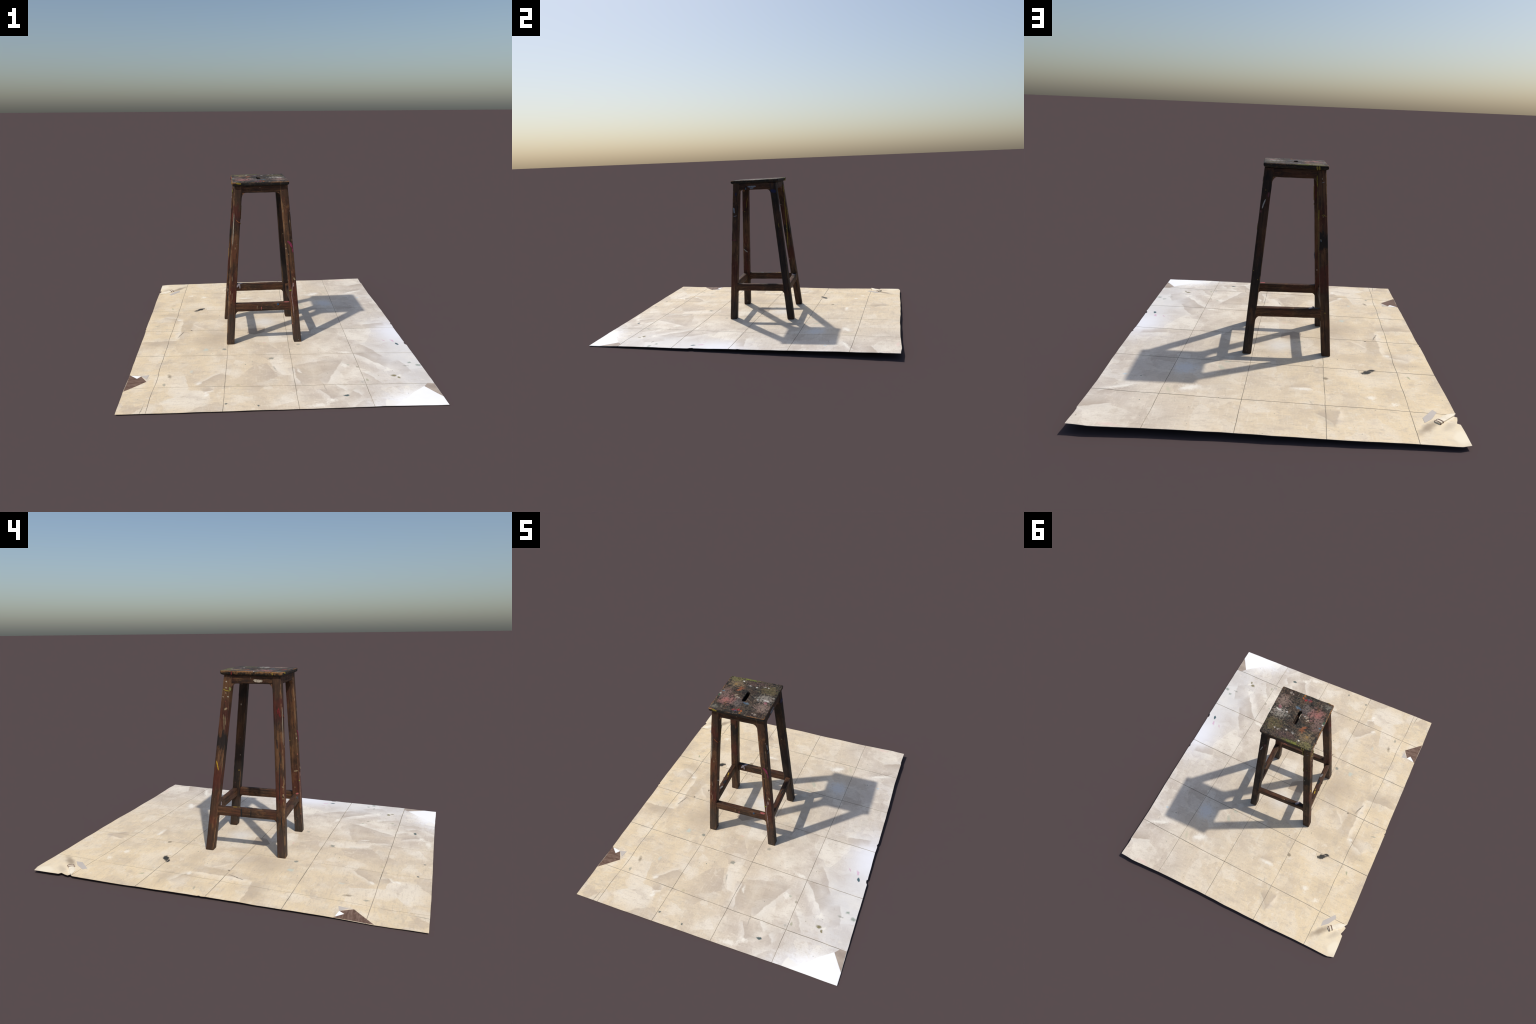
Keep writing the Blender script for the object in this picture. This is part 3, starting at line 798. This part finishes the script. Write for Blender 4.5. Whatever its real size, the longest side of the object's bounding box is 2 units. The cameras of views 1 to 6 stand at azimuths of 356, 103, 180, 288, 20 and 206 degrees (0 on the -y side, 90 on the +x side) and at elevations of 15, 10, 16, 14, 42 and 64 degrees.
    # rim: varnish rubbed off along the edge down to orange wood, in stretches
    dx = nd.math("MINIMUM", nd.math("ADD", x, 0.234), nd.math("SUBTRACT", 0.097, x))
    dy = nd.math("MINIMUM", nd.math("ADD", y, 0.1935), nd.math("SUBTRACT", 0.1495, y))
    rim = nd.math("MINIMUM", dx, dy)
    wear = nd.noise(co, 17.0, 4.0, 0.65)
    rim_n = nd.math("ADD", rim, nd.math("MULTIPLY", nd.math("SUBTRACT", wear, 0.52), -0.035))
    zr = nd.math("SUBTRACT", z, nd.math("ADD", 1.0108 + 0.012 * 0.07 + 0.02 * 0.02, nd.math("ADD", nd.math("MULTIPLY", x, 0.012), nd.math("MULTIPLY", y, 0.020))))
    rim_n = nd.math("ADD", rim_n, nd.smooth(x, -0.23, -0.15, 0.0, 0.0035))
    upper = nd.smooth(zr, -0.010, -0.004)
    col = nd.mix(nd.math("MULTIPLY", nd.smooth(rim_n, 0.006, 0.0, 0.0, 0.85), upper), col, nd.ramp(nd.noise(co, 120.0, 3.0), [(0.35, (0.13, 0.055, 0.022)), (0.6, (0.33, 0.15, 0.05)), (0.8, (0.42, 0.25, 0.11))]))
    # sides: dark, the left side warmer
    low = nd.smooth(rim, 0.004, 0.0015)
    side = nd.mix(nd.smooth(nd.noise(nd.scale_xyz(co, (1, 1, 2.5)), 60.0, 4.0), 0.50, 0.72), (0.013, 0.012, 0.011), (0.075, 0.045, 0.025))
    warm = nd.math("MULTIPLY", nd.smooth(x, -0.228, -0.232), nd.smooth(nd.math("ADD", nd.noise(co, 35.0, 5.0, 0.65), nd.math("MULTIPLY", zr, 14.0)), 0.26, 0.46, 0.0, 0.9))
    side = nd.mix(warm, side, nd.ramp(nd.noise(co, 90.0, 3.0), [(0.3, (0.05, 0.03, 0.02)), (0.5, (0.20, 0.10, 0.04)), (0.7, (0.33, 0.18, 0.07))]))
    below = nd.math("SUBTRACT", 1.0, nd.smooth(zr, -0.0065, -0.0015))
    col = nd.mix(nd.math("MULTIPLY", below, 1.0), col, side)
    finish(nd, bs, col, nd.smooth(base, 0.3, 0.7, 0.5, 0.75), 0.22, nd.math("ADD", nd.math("MULTIPLY", base, 1.5), fl), 0.0016, 0.7)
    return m


def build_seat(stool):
    n = 128

    def rounded_outline(inset, rad):
        """n points round the seat, counted so that corners get their own points."""
        cx = [(p[0] + (inset if i in (0, 3) else -inset), p[1] + (inset if i in (0, 1) else -inset)) for i, p in enumerate(SEAT)]
        pts = []
        per = n // 4
        arc = 6
        for i in range(4):
            p0, p1, p2 = (Vector(cx[(i + q) % 4]) for q in (-1, 0, 1))
            din, dout = (p1 - p0).normalized(), (p2 - p1).normalized()
            a, b = p1 - din * rad, p1 + dout * rad
            for k in range(arc):
                t = k / (arc - 1)
                pts.append(a * (1 - t) ** 2 + p1 * 2 * t * (1 - t) + b * t * t)
            e = p2 - dout * rad
            for k in range(1, per - arc + 1):
                pts.append(b.lerp(e, k / (per - arc + 1)))
        return pts

    outer = rounded_outline(0, 0.010)
    ang = [math.atan2(p.y - SLOT_C[1], p.x - SLOT_C[0]) for p in outer]

    def slot_point(a, grow=0.0):
        """Stadium outline: hit of a ray from the slot centre."""
        r, h = SLOT_W / 2 + grow, (SLOT_L - SLOT_W) / 2
        c, s = math.cos(a), math.sin(a)
        if abs(c) > 1e-6 and abs(s * r / abs(c)) <= h:
            return Vector((SLOT_C[0] + math.copysign(r, c), SLOT_C[1] + s * r / abs(c)))
        cy = math.copysign(h, s)
        bq = s * cy
        t = bq + math.sqrt(max(0, bq * bq - (h * h - r * r)))
        return Vector((SLOT_C[0] + c * t, SLOT_C[1] + s * t))

    bm = bmesh.new()

    def ring(pts, zf):
        return [bm.verts.new((p.x, p.y, zf(p))) for p in pts]

    def relief(p):
        return 0.0016 * n3(p.x, p.y, 0, 14) + 0.0007 * n3(p.x, p.y, 0, 33) + 0.0005 * n3(p.x, p.y, 3, 75)

    rings = []
    top_in = rounded_outline(0.003, 0.009)
    slot_out = [slot_point(a, 0.002) for a in ang]
    # up the outside, over the top, down the slot, back under
    for inset, dz in ((0.018, -0.0250), (0.012, -0.0245), (0.004, -0.0210), (0.0005, -0.0160)):
        rings.append(ring(rounded_outline(inset, 0.010), lambda p, dz=dz: seat_top(p.x, p.y) + dz))
    rough = [p + Vector((0.0018 * n3(p.x, p.y, 1, 34), 0.0018 * n3(p.x, p.y, 2, 34))) for p in outer]
    rings.append(ring(rough, lambda p: seat_top(p.x, p.y) - 0.009))
    rings.append(ring(rough, lambda p: seat_top(p.x, p.y) - 0.003))
    M = 26
    for k in range(M + 1):
        u = k / M
        rings.append(ring([a.lerp(b, u) for a, b in zip(top_in, slot_out)], lambda p: seat_top(p.x, p.y) + relief(p)))
    for g, dz in ((0.0, -0.002), (0.0, -0.0125), (0.0, -0.019), (0.001, -0.026)):
        rings.append(ring([slot_point(a, g) for a in ang], lambda p, dz=dz: seat_top(p.x, p.y) + dz))
    rings.append(ring([slot_point(a, 0.002) for a in ang], lambda p: seat_top(p.x, p.y) - 0.030))
    for dz in (-0.030, -0.0245):
        rings.append(ring(rounded_outline(0.05, 0.010), lambda p, dz=dz: seat_top(p.x, p.y) + dz))
    rings.append(rings[0])
    for a, b in zip(rings, rings[1:]):
        for i in range(n):
            bm.faces.new((a[i], a[(i + 1) % n], b[(i + 1) % n], b[i]))
    return add_object("seat", mesh_from(bm, "seat", 35), stool, seat_material())


# paint drips and dabs left on the woodwork: colour, face normal, width, centre line on the face
PAINT = {
    "cream": (0.48, 0.41, 0.31), "tan": (0.30, 0.22, 0.13), "orange": (0.36, 0.11, 0.03), "magenta": (0.24, 0.025, 0.075),
    "pink": (0.34, 0.22, 0.20), "rose": (0.42, 0.11, 0.10), "lime": (0.24, 0.30, 0.02), "blue": (0.025, 0.07, 0.14),
    "white": (0.42, 0.40, 0.37), "plum": (0.16, 0.04, 0.06), "yellow": (0.30, 0.22, 0.025), "navy": (0.010, 0.014, 0.075),
    "slate": (0.27, 0.29, 0.33), "olive": (0.20, 0.20, 0.06), "gold": (0.50, 0.30, 0.02), "khaki": (0.22, 0.165, 0.09),
    "soot": (0.014, 0.014, 0.015), "crimson": (0.18, 0.016, 0.016), "steel": (0.07, 0.13, 0.18), "grey": (0.20, 0.19, 0.18),
    "lavender": (0.38, 0.33, 0.36),
}
DABS = [
    ("cream", (0, -0.999, 0.047), 0.0048, [(-0.2247, -0.1857, 0.8239), (-0.2305, -0.1899, 0.7341), (-0.2373, -0.1947, 0.6318)]),
    ("orange", (0, -0.999, 0.047), 0.003, [(-0.2138, -0.1875, 0.7861), (-0.2027, -0.188, 0.7753), (-0.1908, -0.1883, 0.7682)]),
    ("tan", (0, -0.999, 0.047), 0.004, [(-0.222, -0.1952, 0.6229), (-0.2221, -0.1957, 0.6121)]),
    ("magenta", (0, -0.999, 0.045), 0.012, [(0.092, -0.1912, 0.6501), (0.1093, -0.1918, 0.6362), (0.1152, -0.1927, 0.6166)]),
    ("magenta", (0, -0.999, 0.045), 0.005, [(0.1198, -0.1928, 0.6146), (0.1238, -0.1942, 0.5833)]),
    ("tan", (0, -0.999, 0.045), 0.005, [(0.0643, -0.1826, 0.8397), (0.0621, -0.1832, 0.8273)]),
    ("tan", (0, -0.999, 0.045), 0.003, [(0.1023, -0.1853, 0.7803), (0.1039, -0.186, 0.765)]),
    ("pink", (0, -0.999, 0.045), 0.004, [(0.122, -0.2028, 0.3931), (0.1176, -0.2065, 0.3128), (0.1266, -0.2094, 0.2476), (0.1329, -0.2128, 0.1737)]),
    ("pink", (0, -0.999, 0.045), 0.007, [(0.127, -0.2028, 0.393), (0.1287, -0.2038, 0.3729)]),
    ("lime", (0, -0.999, 0.045), 0.005, [(0.1046, -0.2049, 0.3471), (0.1155, -0.2048, 0.35)]),
    ("tan", (0, -0.999, 0.045), 0.009, [(0.1308, -0.2014, 0.4241), (0.1363, -0.2019, 0.4147)]),
    ("tan", (0, -0.999, 0.047), 0.003, [(-0.2548, -0.2078, 0.3566), (-0.2553, -0.209, 0.3306)]),
    ("tan", (0, -0.999, 0.047), 0.005, [(-0.2703, -0.2072, 0.369), (-0.2705, -0.2076, 0.3602)]),
    ("tan", (0, -0.999, 0.047), 0.003, [(-0.2434, -0.2033, 0.4515), (-0.2433, -0.205, 0.4159)]),
    ("tan", (0, -0.999, 0.047), 0.0025, [(-0.2455, -0.2085, 0.3404), (-0.2463, -0.2104, 0.3003)]),
    ("cream", (0, -1, 0), 0.006, [(-0.1938, -0.2097, 0.2595), (-0.1915, -0.2097, 0.2326)]),
    ("tan", (0, -1, 0), 0.003, [(-0.1601, -0.2097, 0.2564), (-0.1611, -0.2097, 0.2358)]),
    ("tan", (0, -1, 0), 0.003, [(-0.0939, -0.2097, 0.2565), (-0.0948, -0.2097, 0.2379)]),
    ("rose", (0, -1, 0), 0.005, [(-0.0674, -0.2097, 0.2474), (-0.0683, -0.2097, 0.2329)]),
    ("blue", (0, -1, 0), 0.012, [(0.0322, -0.2097, 0.2660), (0.0335, -0.2097, 0.2609)]),
    ("white", (0, 0.993, 0.117), 0.006, [(0.0793, 0.1503, 0.8309), (0.0868, 0.1524, 0.813), (0.0944, 0.1555, 0.787)]),
    ("plum", (0, 0.993, 0.117), 0.008, [(0.0639, 0.1463, 0.8649), (0.066, 0.1486, 0.8455)]),
    ("plum", (0, 0.993, 0.117), 0.006, [(0.1018, 0.1571, 0.7736), (0.1001, 0.1579, 0.7666)]),
    ("yellow", (0, 0.994, 0.110), 0.0045, [(-0.1764, 0.1329, 0.9597), (-0.177, 0.1358, 0.9336), (-0.1807, 0.1391, 0.9041)]),
    ("yellow", (0, 0.994, 0.110), 0.005, [(-0.1944, 0.1516, 0.7902), (-0.1958, 0.1575, 0.7369)]),
    ("yellow", (0, 0.994, 0.110), 0.003, [(-0.2103, 0.1549, 0.7603), (-0.2201, 0.1544, 0.7649), (-0.2269, 0.1551, 0.7588), (-0.2347, 0.1551, 0.7591)]),
    ("white", (0, 0.994, 0.110), 0.002, [(-0.2016, 0.1368, 0.9242), (-0.2148, 0.1363, 0.9292)]),
    ("navy", (0.996, 0, 0.086), 0.022, [(0.0936, 0.104, 0.9321), (0.0941, 0.1276, 0.9271)]),
    ("yellow", (0.996, 0, 0.086), 0.003, [(0.1131, 0.1474, 0.7064), (0.1158, 0.1523, 0.675)]),
    ("slate", (0.996, 0, 0.091), 0.011, [(0.1056, -0.1751, 0.8155), (0.1085, -0.1716, 0.7837)]),
    ("slate", (0.996, 0, 0.091), 0.004, [(0.111, -0.1771, 0.7566), (0.1105, -0.1557, 0.7617)]),
    ("navy", (0.996, 0, 0.091), 0.01, [(0.0959, -0.1562, 0.9211), (0.0972, -0.1566, 0.9076)]),
    ("magenta", (0.996, 0, 0.091), 0.004, [(0.1264, -0.1864, 0.5881), (0.1264, -0.1649, 0.5889)]),
    ("yellow", (0.997, 0, -0.074), 0.0055, [(-0.1841, 0.1393, 0.8775), (-0.1913, 0.1429, 0.7808), (-0.2011, 0.1494, 0.6484), (-0.2148, 0.1516, 0.4637)]),
    ("white", (0.998, 0, -0.066), 0.006, [(-0.2082, -0.1994, 0.4662), (-0.2089, -0.1873, 0.4549), (-0.2097, -0.1715, 0.443)]),
    ("yellow", (0.998, 0, -0.066), 0.003, [(-0.1819, -0.1464, 0.8653), (-0.1871, -0.1605, 0.7872)]),
    ("yellow", (0.998, 0, -0.066), 0.005, [(-0.1887, -0.1748, 0.7628), (-0.1889, -0.1714, 0.7597)]),
    ("yellow", (-0.997, 0, 0.074), 0.0045, [(-0.2263, 0.1355, 0.915), (-0.227, 0.1187, 0.9058), (-0.2271, 0.0969, 0.904)]),
    ("olive", (-0.997, 0, 0.074), 0.01, [(-0.2259, 0.097, 0.9201), (-0.2267, 0.0942, 0.9092)]),
    ("gold", (-0.997, 0, 0.074), 0.006, [(-0.2553, 0.1714, 0.5252), (-0.2568, 0.1665, 0.5043), (-0.2589, 0.1607, 0.4767)]),
    ("cream", (-0.997, 0, 0.074), 0.006, [(-0.2234, 0.1181, 0.9538), (-0.2236, 0.1149, 0.9516)]),
    ("cream", (-0.997, 0, 0.074), 0.005, [(-0.2258, 0.1188, 0.9219), (-0.2259, 0.116, 0.9198)]),
    ("cream", (-0.997, 0, 0.074), 0.006, [(-0.2292, 0.1075, 0.8751), (-0.2294, 0.1043, 0.873)]),
    ("cream", (-0.997, 0, 0.074), 0.004, [(-0.2278, 0.1203, 0.894), (-0.228, 0.1179, 0.8918)]),
    ("cream", (-0.997, 0, 0.074), 0.004, [(-0.2294, 0.1354, 0.8737), (-0.2295, 0.133, 0.8715)]),
    ("tan", (-0.997, 0, 0.074), 0.01, [(-0.2344, 0.1244, 0.8062), (-0.2339, 0.1144, 0.8128)]),
    ("khaki", (-0.997, 0, 0.074), 0.005, [(-0.2365, 0.1312, 0.778), (-0.2392, 0.129, 0.7407), (-0.2423, 0.1283, 0.6994)]),
    ("khaki", (-0.997, 0, 0.074), 0.004, [(-0.2370, 0.1222, 0.770), (-0.2405, 0.1200, 0.722)]),
    ("crimson", (-0.998, 0, 0.066), 0.006, [(-0.2299, -0.1713, 0.8224), (-0.2311, -0.1754, 0.8025), (-0.2323, -0.1814, 0.7766)]),
    ("crimson", (-0.998, 0, 0.066), 0.004, [(-0.2301, -0.1653, 0.8150), (-0.2318, -0.1690, 0.7900)]),
    ("soot", (-0.998, 0, 0.066), 0.005, [(-0.2407, -0.1666, 0.656), (-0.2437, -0.1696, 0.6111)]),
    ("soot", (-0.998, 0, 0.066), 0.004, [(-0.2446, -0.179, 0.5975), (-0.247, -0.1873, 0.5608), (-0.2509, -0.1808, 0.5005)]),
    ("soot", (-0.998, 0, 0.066), 0.0035, [(-0.2481, -0.1846, 0.5437), (-0.2525, -0.1832, 0.4761), (-0.2625, -0.1879, 0.3244)]),
    ("soot", (-0.998, 0, 0.066), 0.003, [(-0.2675, -0.199, 0.2483), (-0.2711, -0.1981, 0.1939)]),
    ("tan", (-0.998, 0, 0.066), 0.006, [(-0.2569, -0.2002, 0.4093), (-0.2572, -0.2056, 0.4051)]),
    ("tan", (-0.998, 0, 0.066), 0.004, [(-0.2607, -0.2036, 0.3525), (-0.2614, -0.2061, 0.3412)]),
    ("cream", (-1, 0, 0), 0.014, [(-0.2173, -0.0371, 0.9619), (-0.2173, -0.0581, 0.9579), (-0.2173, -0.0772, 0.959)]),
    ("cream", (-1, 0, 0), 0.008, [(-0.2173, -0.0735, 0.9672), (-0.2173, -0.0791, 0.9511)]),
    ("soot", (-1, 0, 0), 0.008, [(-0.2726, 0.0273, 0.2690), (-0.2726, 0.0273, 0.2265)]),
    ("soot", (-1, 0, 0), 0.003, [(-0.2726, -0.0274, 0.2658), (-0.2726, -0.027, 0.2336)]),
    ("tan", (-0.996, 0, -0.091), 0.008, [(0.0981, -0.1772, 0.406), (0.0977, -0.1973, 0.4109)]),
    ("slate", (1, 0, 0), 0.012, [(0.0888, -0.0668, 0.9647), (0.0888, -0.0389, 0.9639), (0.0888, -0.0132, 0.9663)]),
    ("slate", (1, 0, 0), 0.006, [(0.0888, -0.0534, 0.9517), (0.0888, -0.0301, 0.9533)]),
    ("steel", (1, 0, 0), 0.006, [(0.0888, -0.0849, 0.9571), (0.0888, -0.0845, 0.9458)]),
    ("grey", (0, 1, 0), 0.016, [(-0.0909, 0.1292, 0.961), (-0.1032, 0.1292, 0.9616)]),
    ("yellow", (0, -1, 0), 0.009, [(-0.2069, -0.1930, 1.0010), (-0.1849, -0.1930, 0.998)]),
    ("yellow", (0, 1, 0), 0.008, [(-0.1726, 0.1502, 1.0053), (-0.1755, 0.1502, 0.9915)]),
    ("yellow", (0, 1, 0), 0.008, [(-0.1841, 0.1502, 1.0058), (-0.186, 0.1502, 0.9926)]),
    ("crimson", (-1, 0, 0), 0.005, [(-0.2345, 0.0832, 1.0061), (-0.2345, 0.0839, 0.9916)]),
    ("yellow", (-1, 0, 0), 0.004, [(-0.2345, -0.1391, 1.0015), (-0.2345, -0.1391, 0.9909)]),
    ("lavender", (0, -1, 0), 0.007, [(-0.1875, 0.1801, 0.2700), (-0.185, 0.1801, 0.2432)]),
    ("lavender", (0, -1, 0), 0.012, [(-0.2052, 0.1801, 0.2528), (-0.1919, 0.1801, 0.2728)]),
    ("rose", (0, 0, 1), 0.014, [(0.0768, -0.1974, 0.2703), (0.0986, -0.1983, 0.2703)]),
    ("yellow", (0, 0, 1), 0.007, [(-0.2539, 0.0446, 0.2703), (-0.2508, 0.0484, 0.2703)]),
    ("grey", (0, 0, 1), 0.012, [(-0.2531, -0.0792, 0.2703), (-0.2468, -0.0575, 0.2703)]),
    ("soot", (0, 0, 1), 0.016, [(-0.2517, -0.0266, 0.2703), (-0.2494, 0.0007, 0.2703)]),
    ("gold", (0, 0, 1), 0.008, [(-0.2553, 0.059, 0.2703), (-0.2587, 0.0783, 0.2703)]),
    ("soot", (0, 0, 1), 0.008, [(0.1415, 0.0053, 0.2703), (0.1427, 0.0439, 0.2703)]),
    ("soot", (0, 0, 1), 0.016, [(-0.215, 0.196, 0.2703), (-0.190, 0.194, 0.2703)]),
    ("lavender", (0, 0, 1), 0.014, [(-0.1880, 0.1860, 0.2703), (-0.1720, 0.2020, 0.2703)]),
]


def paint_dab(stool, mats, color, normal, width, line, seed):
    """A slightly raised drip with a ragged outline, following a centre line on a flat face."""
    n = Vector(normal).normalized()
    pts = [Vector(p) for p in line]
    start, end = pts[0], pts[-1]
    ext = (end - start).normalized() * width * 0.4
    pts[0], pts[-1] = start - ext, end + ext
    seg = [(b - a).length for a, b in zip(pts, pts[1:])]
    total = sum(seg)
    m = max(10, int(total / 0.004))
    left, right = [], []
    for i in range(m + 1):
        u = i / m
        d, k = u * total, 0
        while k < len(seg) - 1 and d > seg[k]:
            d -= seg[k]
            k += 1
        c = pts[k].lerp(pts[k + 1], min(1, d / seg[k]))
        side = n.cross((pts[k + 1] - pts[k]).normalized())
        prof = max(0.08, (1 - abs(2 * u - 1) ** 5)) * width / 2
        rag = 0.5 if width > 0.008 else 0.3
        left.append(c + side * prof * (1 + rag * n3(u * 9 + seed, 0, 0)))
        right.append(c - side * prof * (1 + rag * n3(u * 9 + seed, 5, 0)))
    bowed = 0.046 < n.z < 0.048 or (n.x < -0.99 and 0.06 < n.z < 0.07)      # faces of the bulging leg
    lift = (0.0042 if bowed else 0.0021) + 0.00013 * (int(seed * 10) % 6)
    bm = bmesh.new()
    up = [[bm.verts.new(p + n * lift) for p in row] for row in (left, right)]
    lo = [[bm.verts.new(p - n * 0.0015) for p in row] for row in (left, right)]
    for i in range(m):
        bm.faces.new((up[0][i], up[0][i + 1], up[1][i + 1], up[1][i]))
        bm.faces.new((lo[0][i], lo[1][i], lo[1][i + 1], lo[0][i + 1]))
        for q in (0, 1):
            bm.faces.new((up[q][i], lo[q][i], lo[q][i + 1], up[q][i + 1]))
    for i in (0, m):
        bm.faces.new((up[0][i], up[1][i], lo[1][i], lo[0][i]))
    add_object("paint_drip" if total > 2.5 * width else "paint_dab", mesh_from(bm, "paint_dab"), stool, mats[color])


def build_paint(stool):
    mats = {k: flat_material(k + "_paint", c, tuple(0.45 * v + 0.012 for v in c), 150.0, 0.5) for k, c in PAINT.items()}
    for i, (c, n, w, line) in enumerate(DABS):
        paint_dab(stool, mats, c, n, w, line, i * 1.37)


def build_stool():
    stool = empty("wooden_stool")
    stool.location = (0, 0, 0)
    stool["label"] = "tall dark wooden studio stool splashed with paint"
    stool["category"] = "stool"
    tones = {"a": (1.0, 0.9, 0.35), "b": (1.05, 0.6, 0.2), "c": (0.75, 0.3, 0.55), "d": (1.0, 0.6, 0.35)}
    black, oxblood, umber, ochre, murk = (0.013, 0.012, 0.012), (0.075, 0.016, 0.012), (0.050, 0.027, 0.016), (0.15, 0.075, 0.032), (0.040, 0.034, 0.028)
    stains = {
        "a": ((0.93, 0.05, umber, 0.7), (0.80, 0.07, oxblood, 0.7), (0.74, 0.05, black, 0.5), (0.60, 0.10, ochre, 0.35), (0.38, 0.09, oxblood, 0.5), (0.08, 0.12, murk, 0.7)),
        "b": ((0.93, 0.05, umber, 0.8), (0.58, 0.08, ochre, 0.4), (0.62, 0.07, black, 0.35), (0.32, 0.10, oxblood, 0.5), (0.07, 0.10, murk, 0.7)),
        "c": ((0.90, 0.08, black, 0.6), (0.72, 0.06, umber, 0.6), (0.40, 0.18, black, 0.75), (0.10, 0.10, murk, 0.6)),
        "d": ((0.90, 0.06, ochre, 0.4), (0.74, 0.07, oxblood, 0.5), (0.615, 0.045, black, 0.9), (0.42, 0.07, oxblood, 0.7), (0.25, 0.06, umber, 0.6), (0.06, 0.10, umber, 0.6)),
    }
    for i, k in enumerate("abcd"):
        tn, rd, bk = tones[k]
        build_leg(stool, k, wood_material("leg_wood", 3.1 + i * 2.7, tn, rd, bk, LEG_W / 2, stains[k]))
    build_seat(stool)
    rail_wood = wood_material("rail_wood", 21.0, 0.9, 0.3, 0.35)
    apron_wood = wood_material("apron_wood", 31.0, 0.8, 0.4, 0.45)
    block_wood = wood_material("bracket_wood", 41.0, 1.5, 0.1, 0.2)
    for (p, q) in (("a", "b"), ("b", "c"), ("c", "d"), ("d", "a")):
        for kind, zc, h, d, mat in (("apron", 0.9665, 0.047, 0.022, apron_wood), ("stretcher", 0.2470, 0.050, 0.030, rail_wood)):
            A, B = leg_centre(p, zc), leg_centre(q, zc)
            ax = (B - A).normalized()
            out = ax.cross(Vector((0, 0, 1)))
            rec = LEG_W / 2 - d / 2 - 0.0025
            A2, B2 = A + out * rec, B + out * rec
            beam(stool, kind, A2, B2, h, d, mat, seed=ord(p) * 3.3 + zc)
            zb = zc - h / 2
            rx, rz = (0.026, 0.032) if kind == "apron" else (0.022, 0.026)
            for K, L, sgn in ((p, q, 1), (q, p, -1)):
                c = leg_centre(K, zb) + out * rec
                foot = leg_centre(K, zb - 0.2) - leg_centre(K, zb)
                dirn = ax * sgn
                bracket(stool, c + dirn * (LEG_W / 2) + Vector((0, 0, 0.001)), dirn, foot, rx, rz, d * 0.72, block_wood if kind == "apron" else rail_wood)
    batten_wood = wood_material("batten_wood", 51.0, 0.6, 0.1, 0.5)
    # cross batten fixed under the seat, seen through the slot
    beam(stool, "batten", (-0.160, 0.018, 0.970), (0.030, 0.018, 0.970), 0.018, 0.120, batten_wood)
    beam(stool, "batten", (-0.068, -0.072, 0.968), (-0.020, -0.072, 0.968), 0.018, 0.080, batten_wood)
    build_paint(stool)
    return stool


build_floor()
build_stool()
bpy.context.view_layer.update()
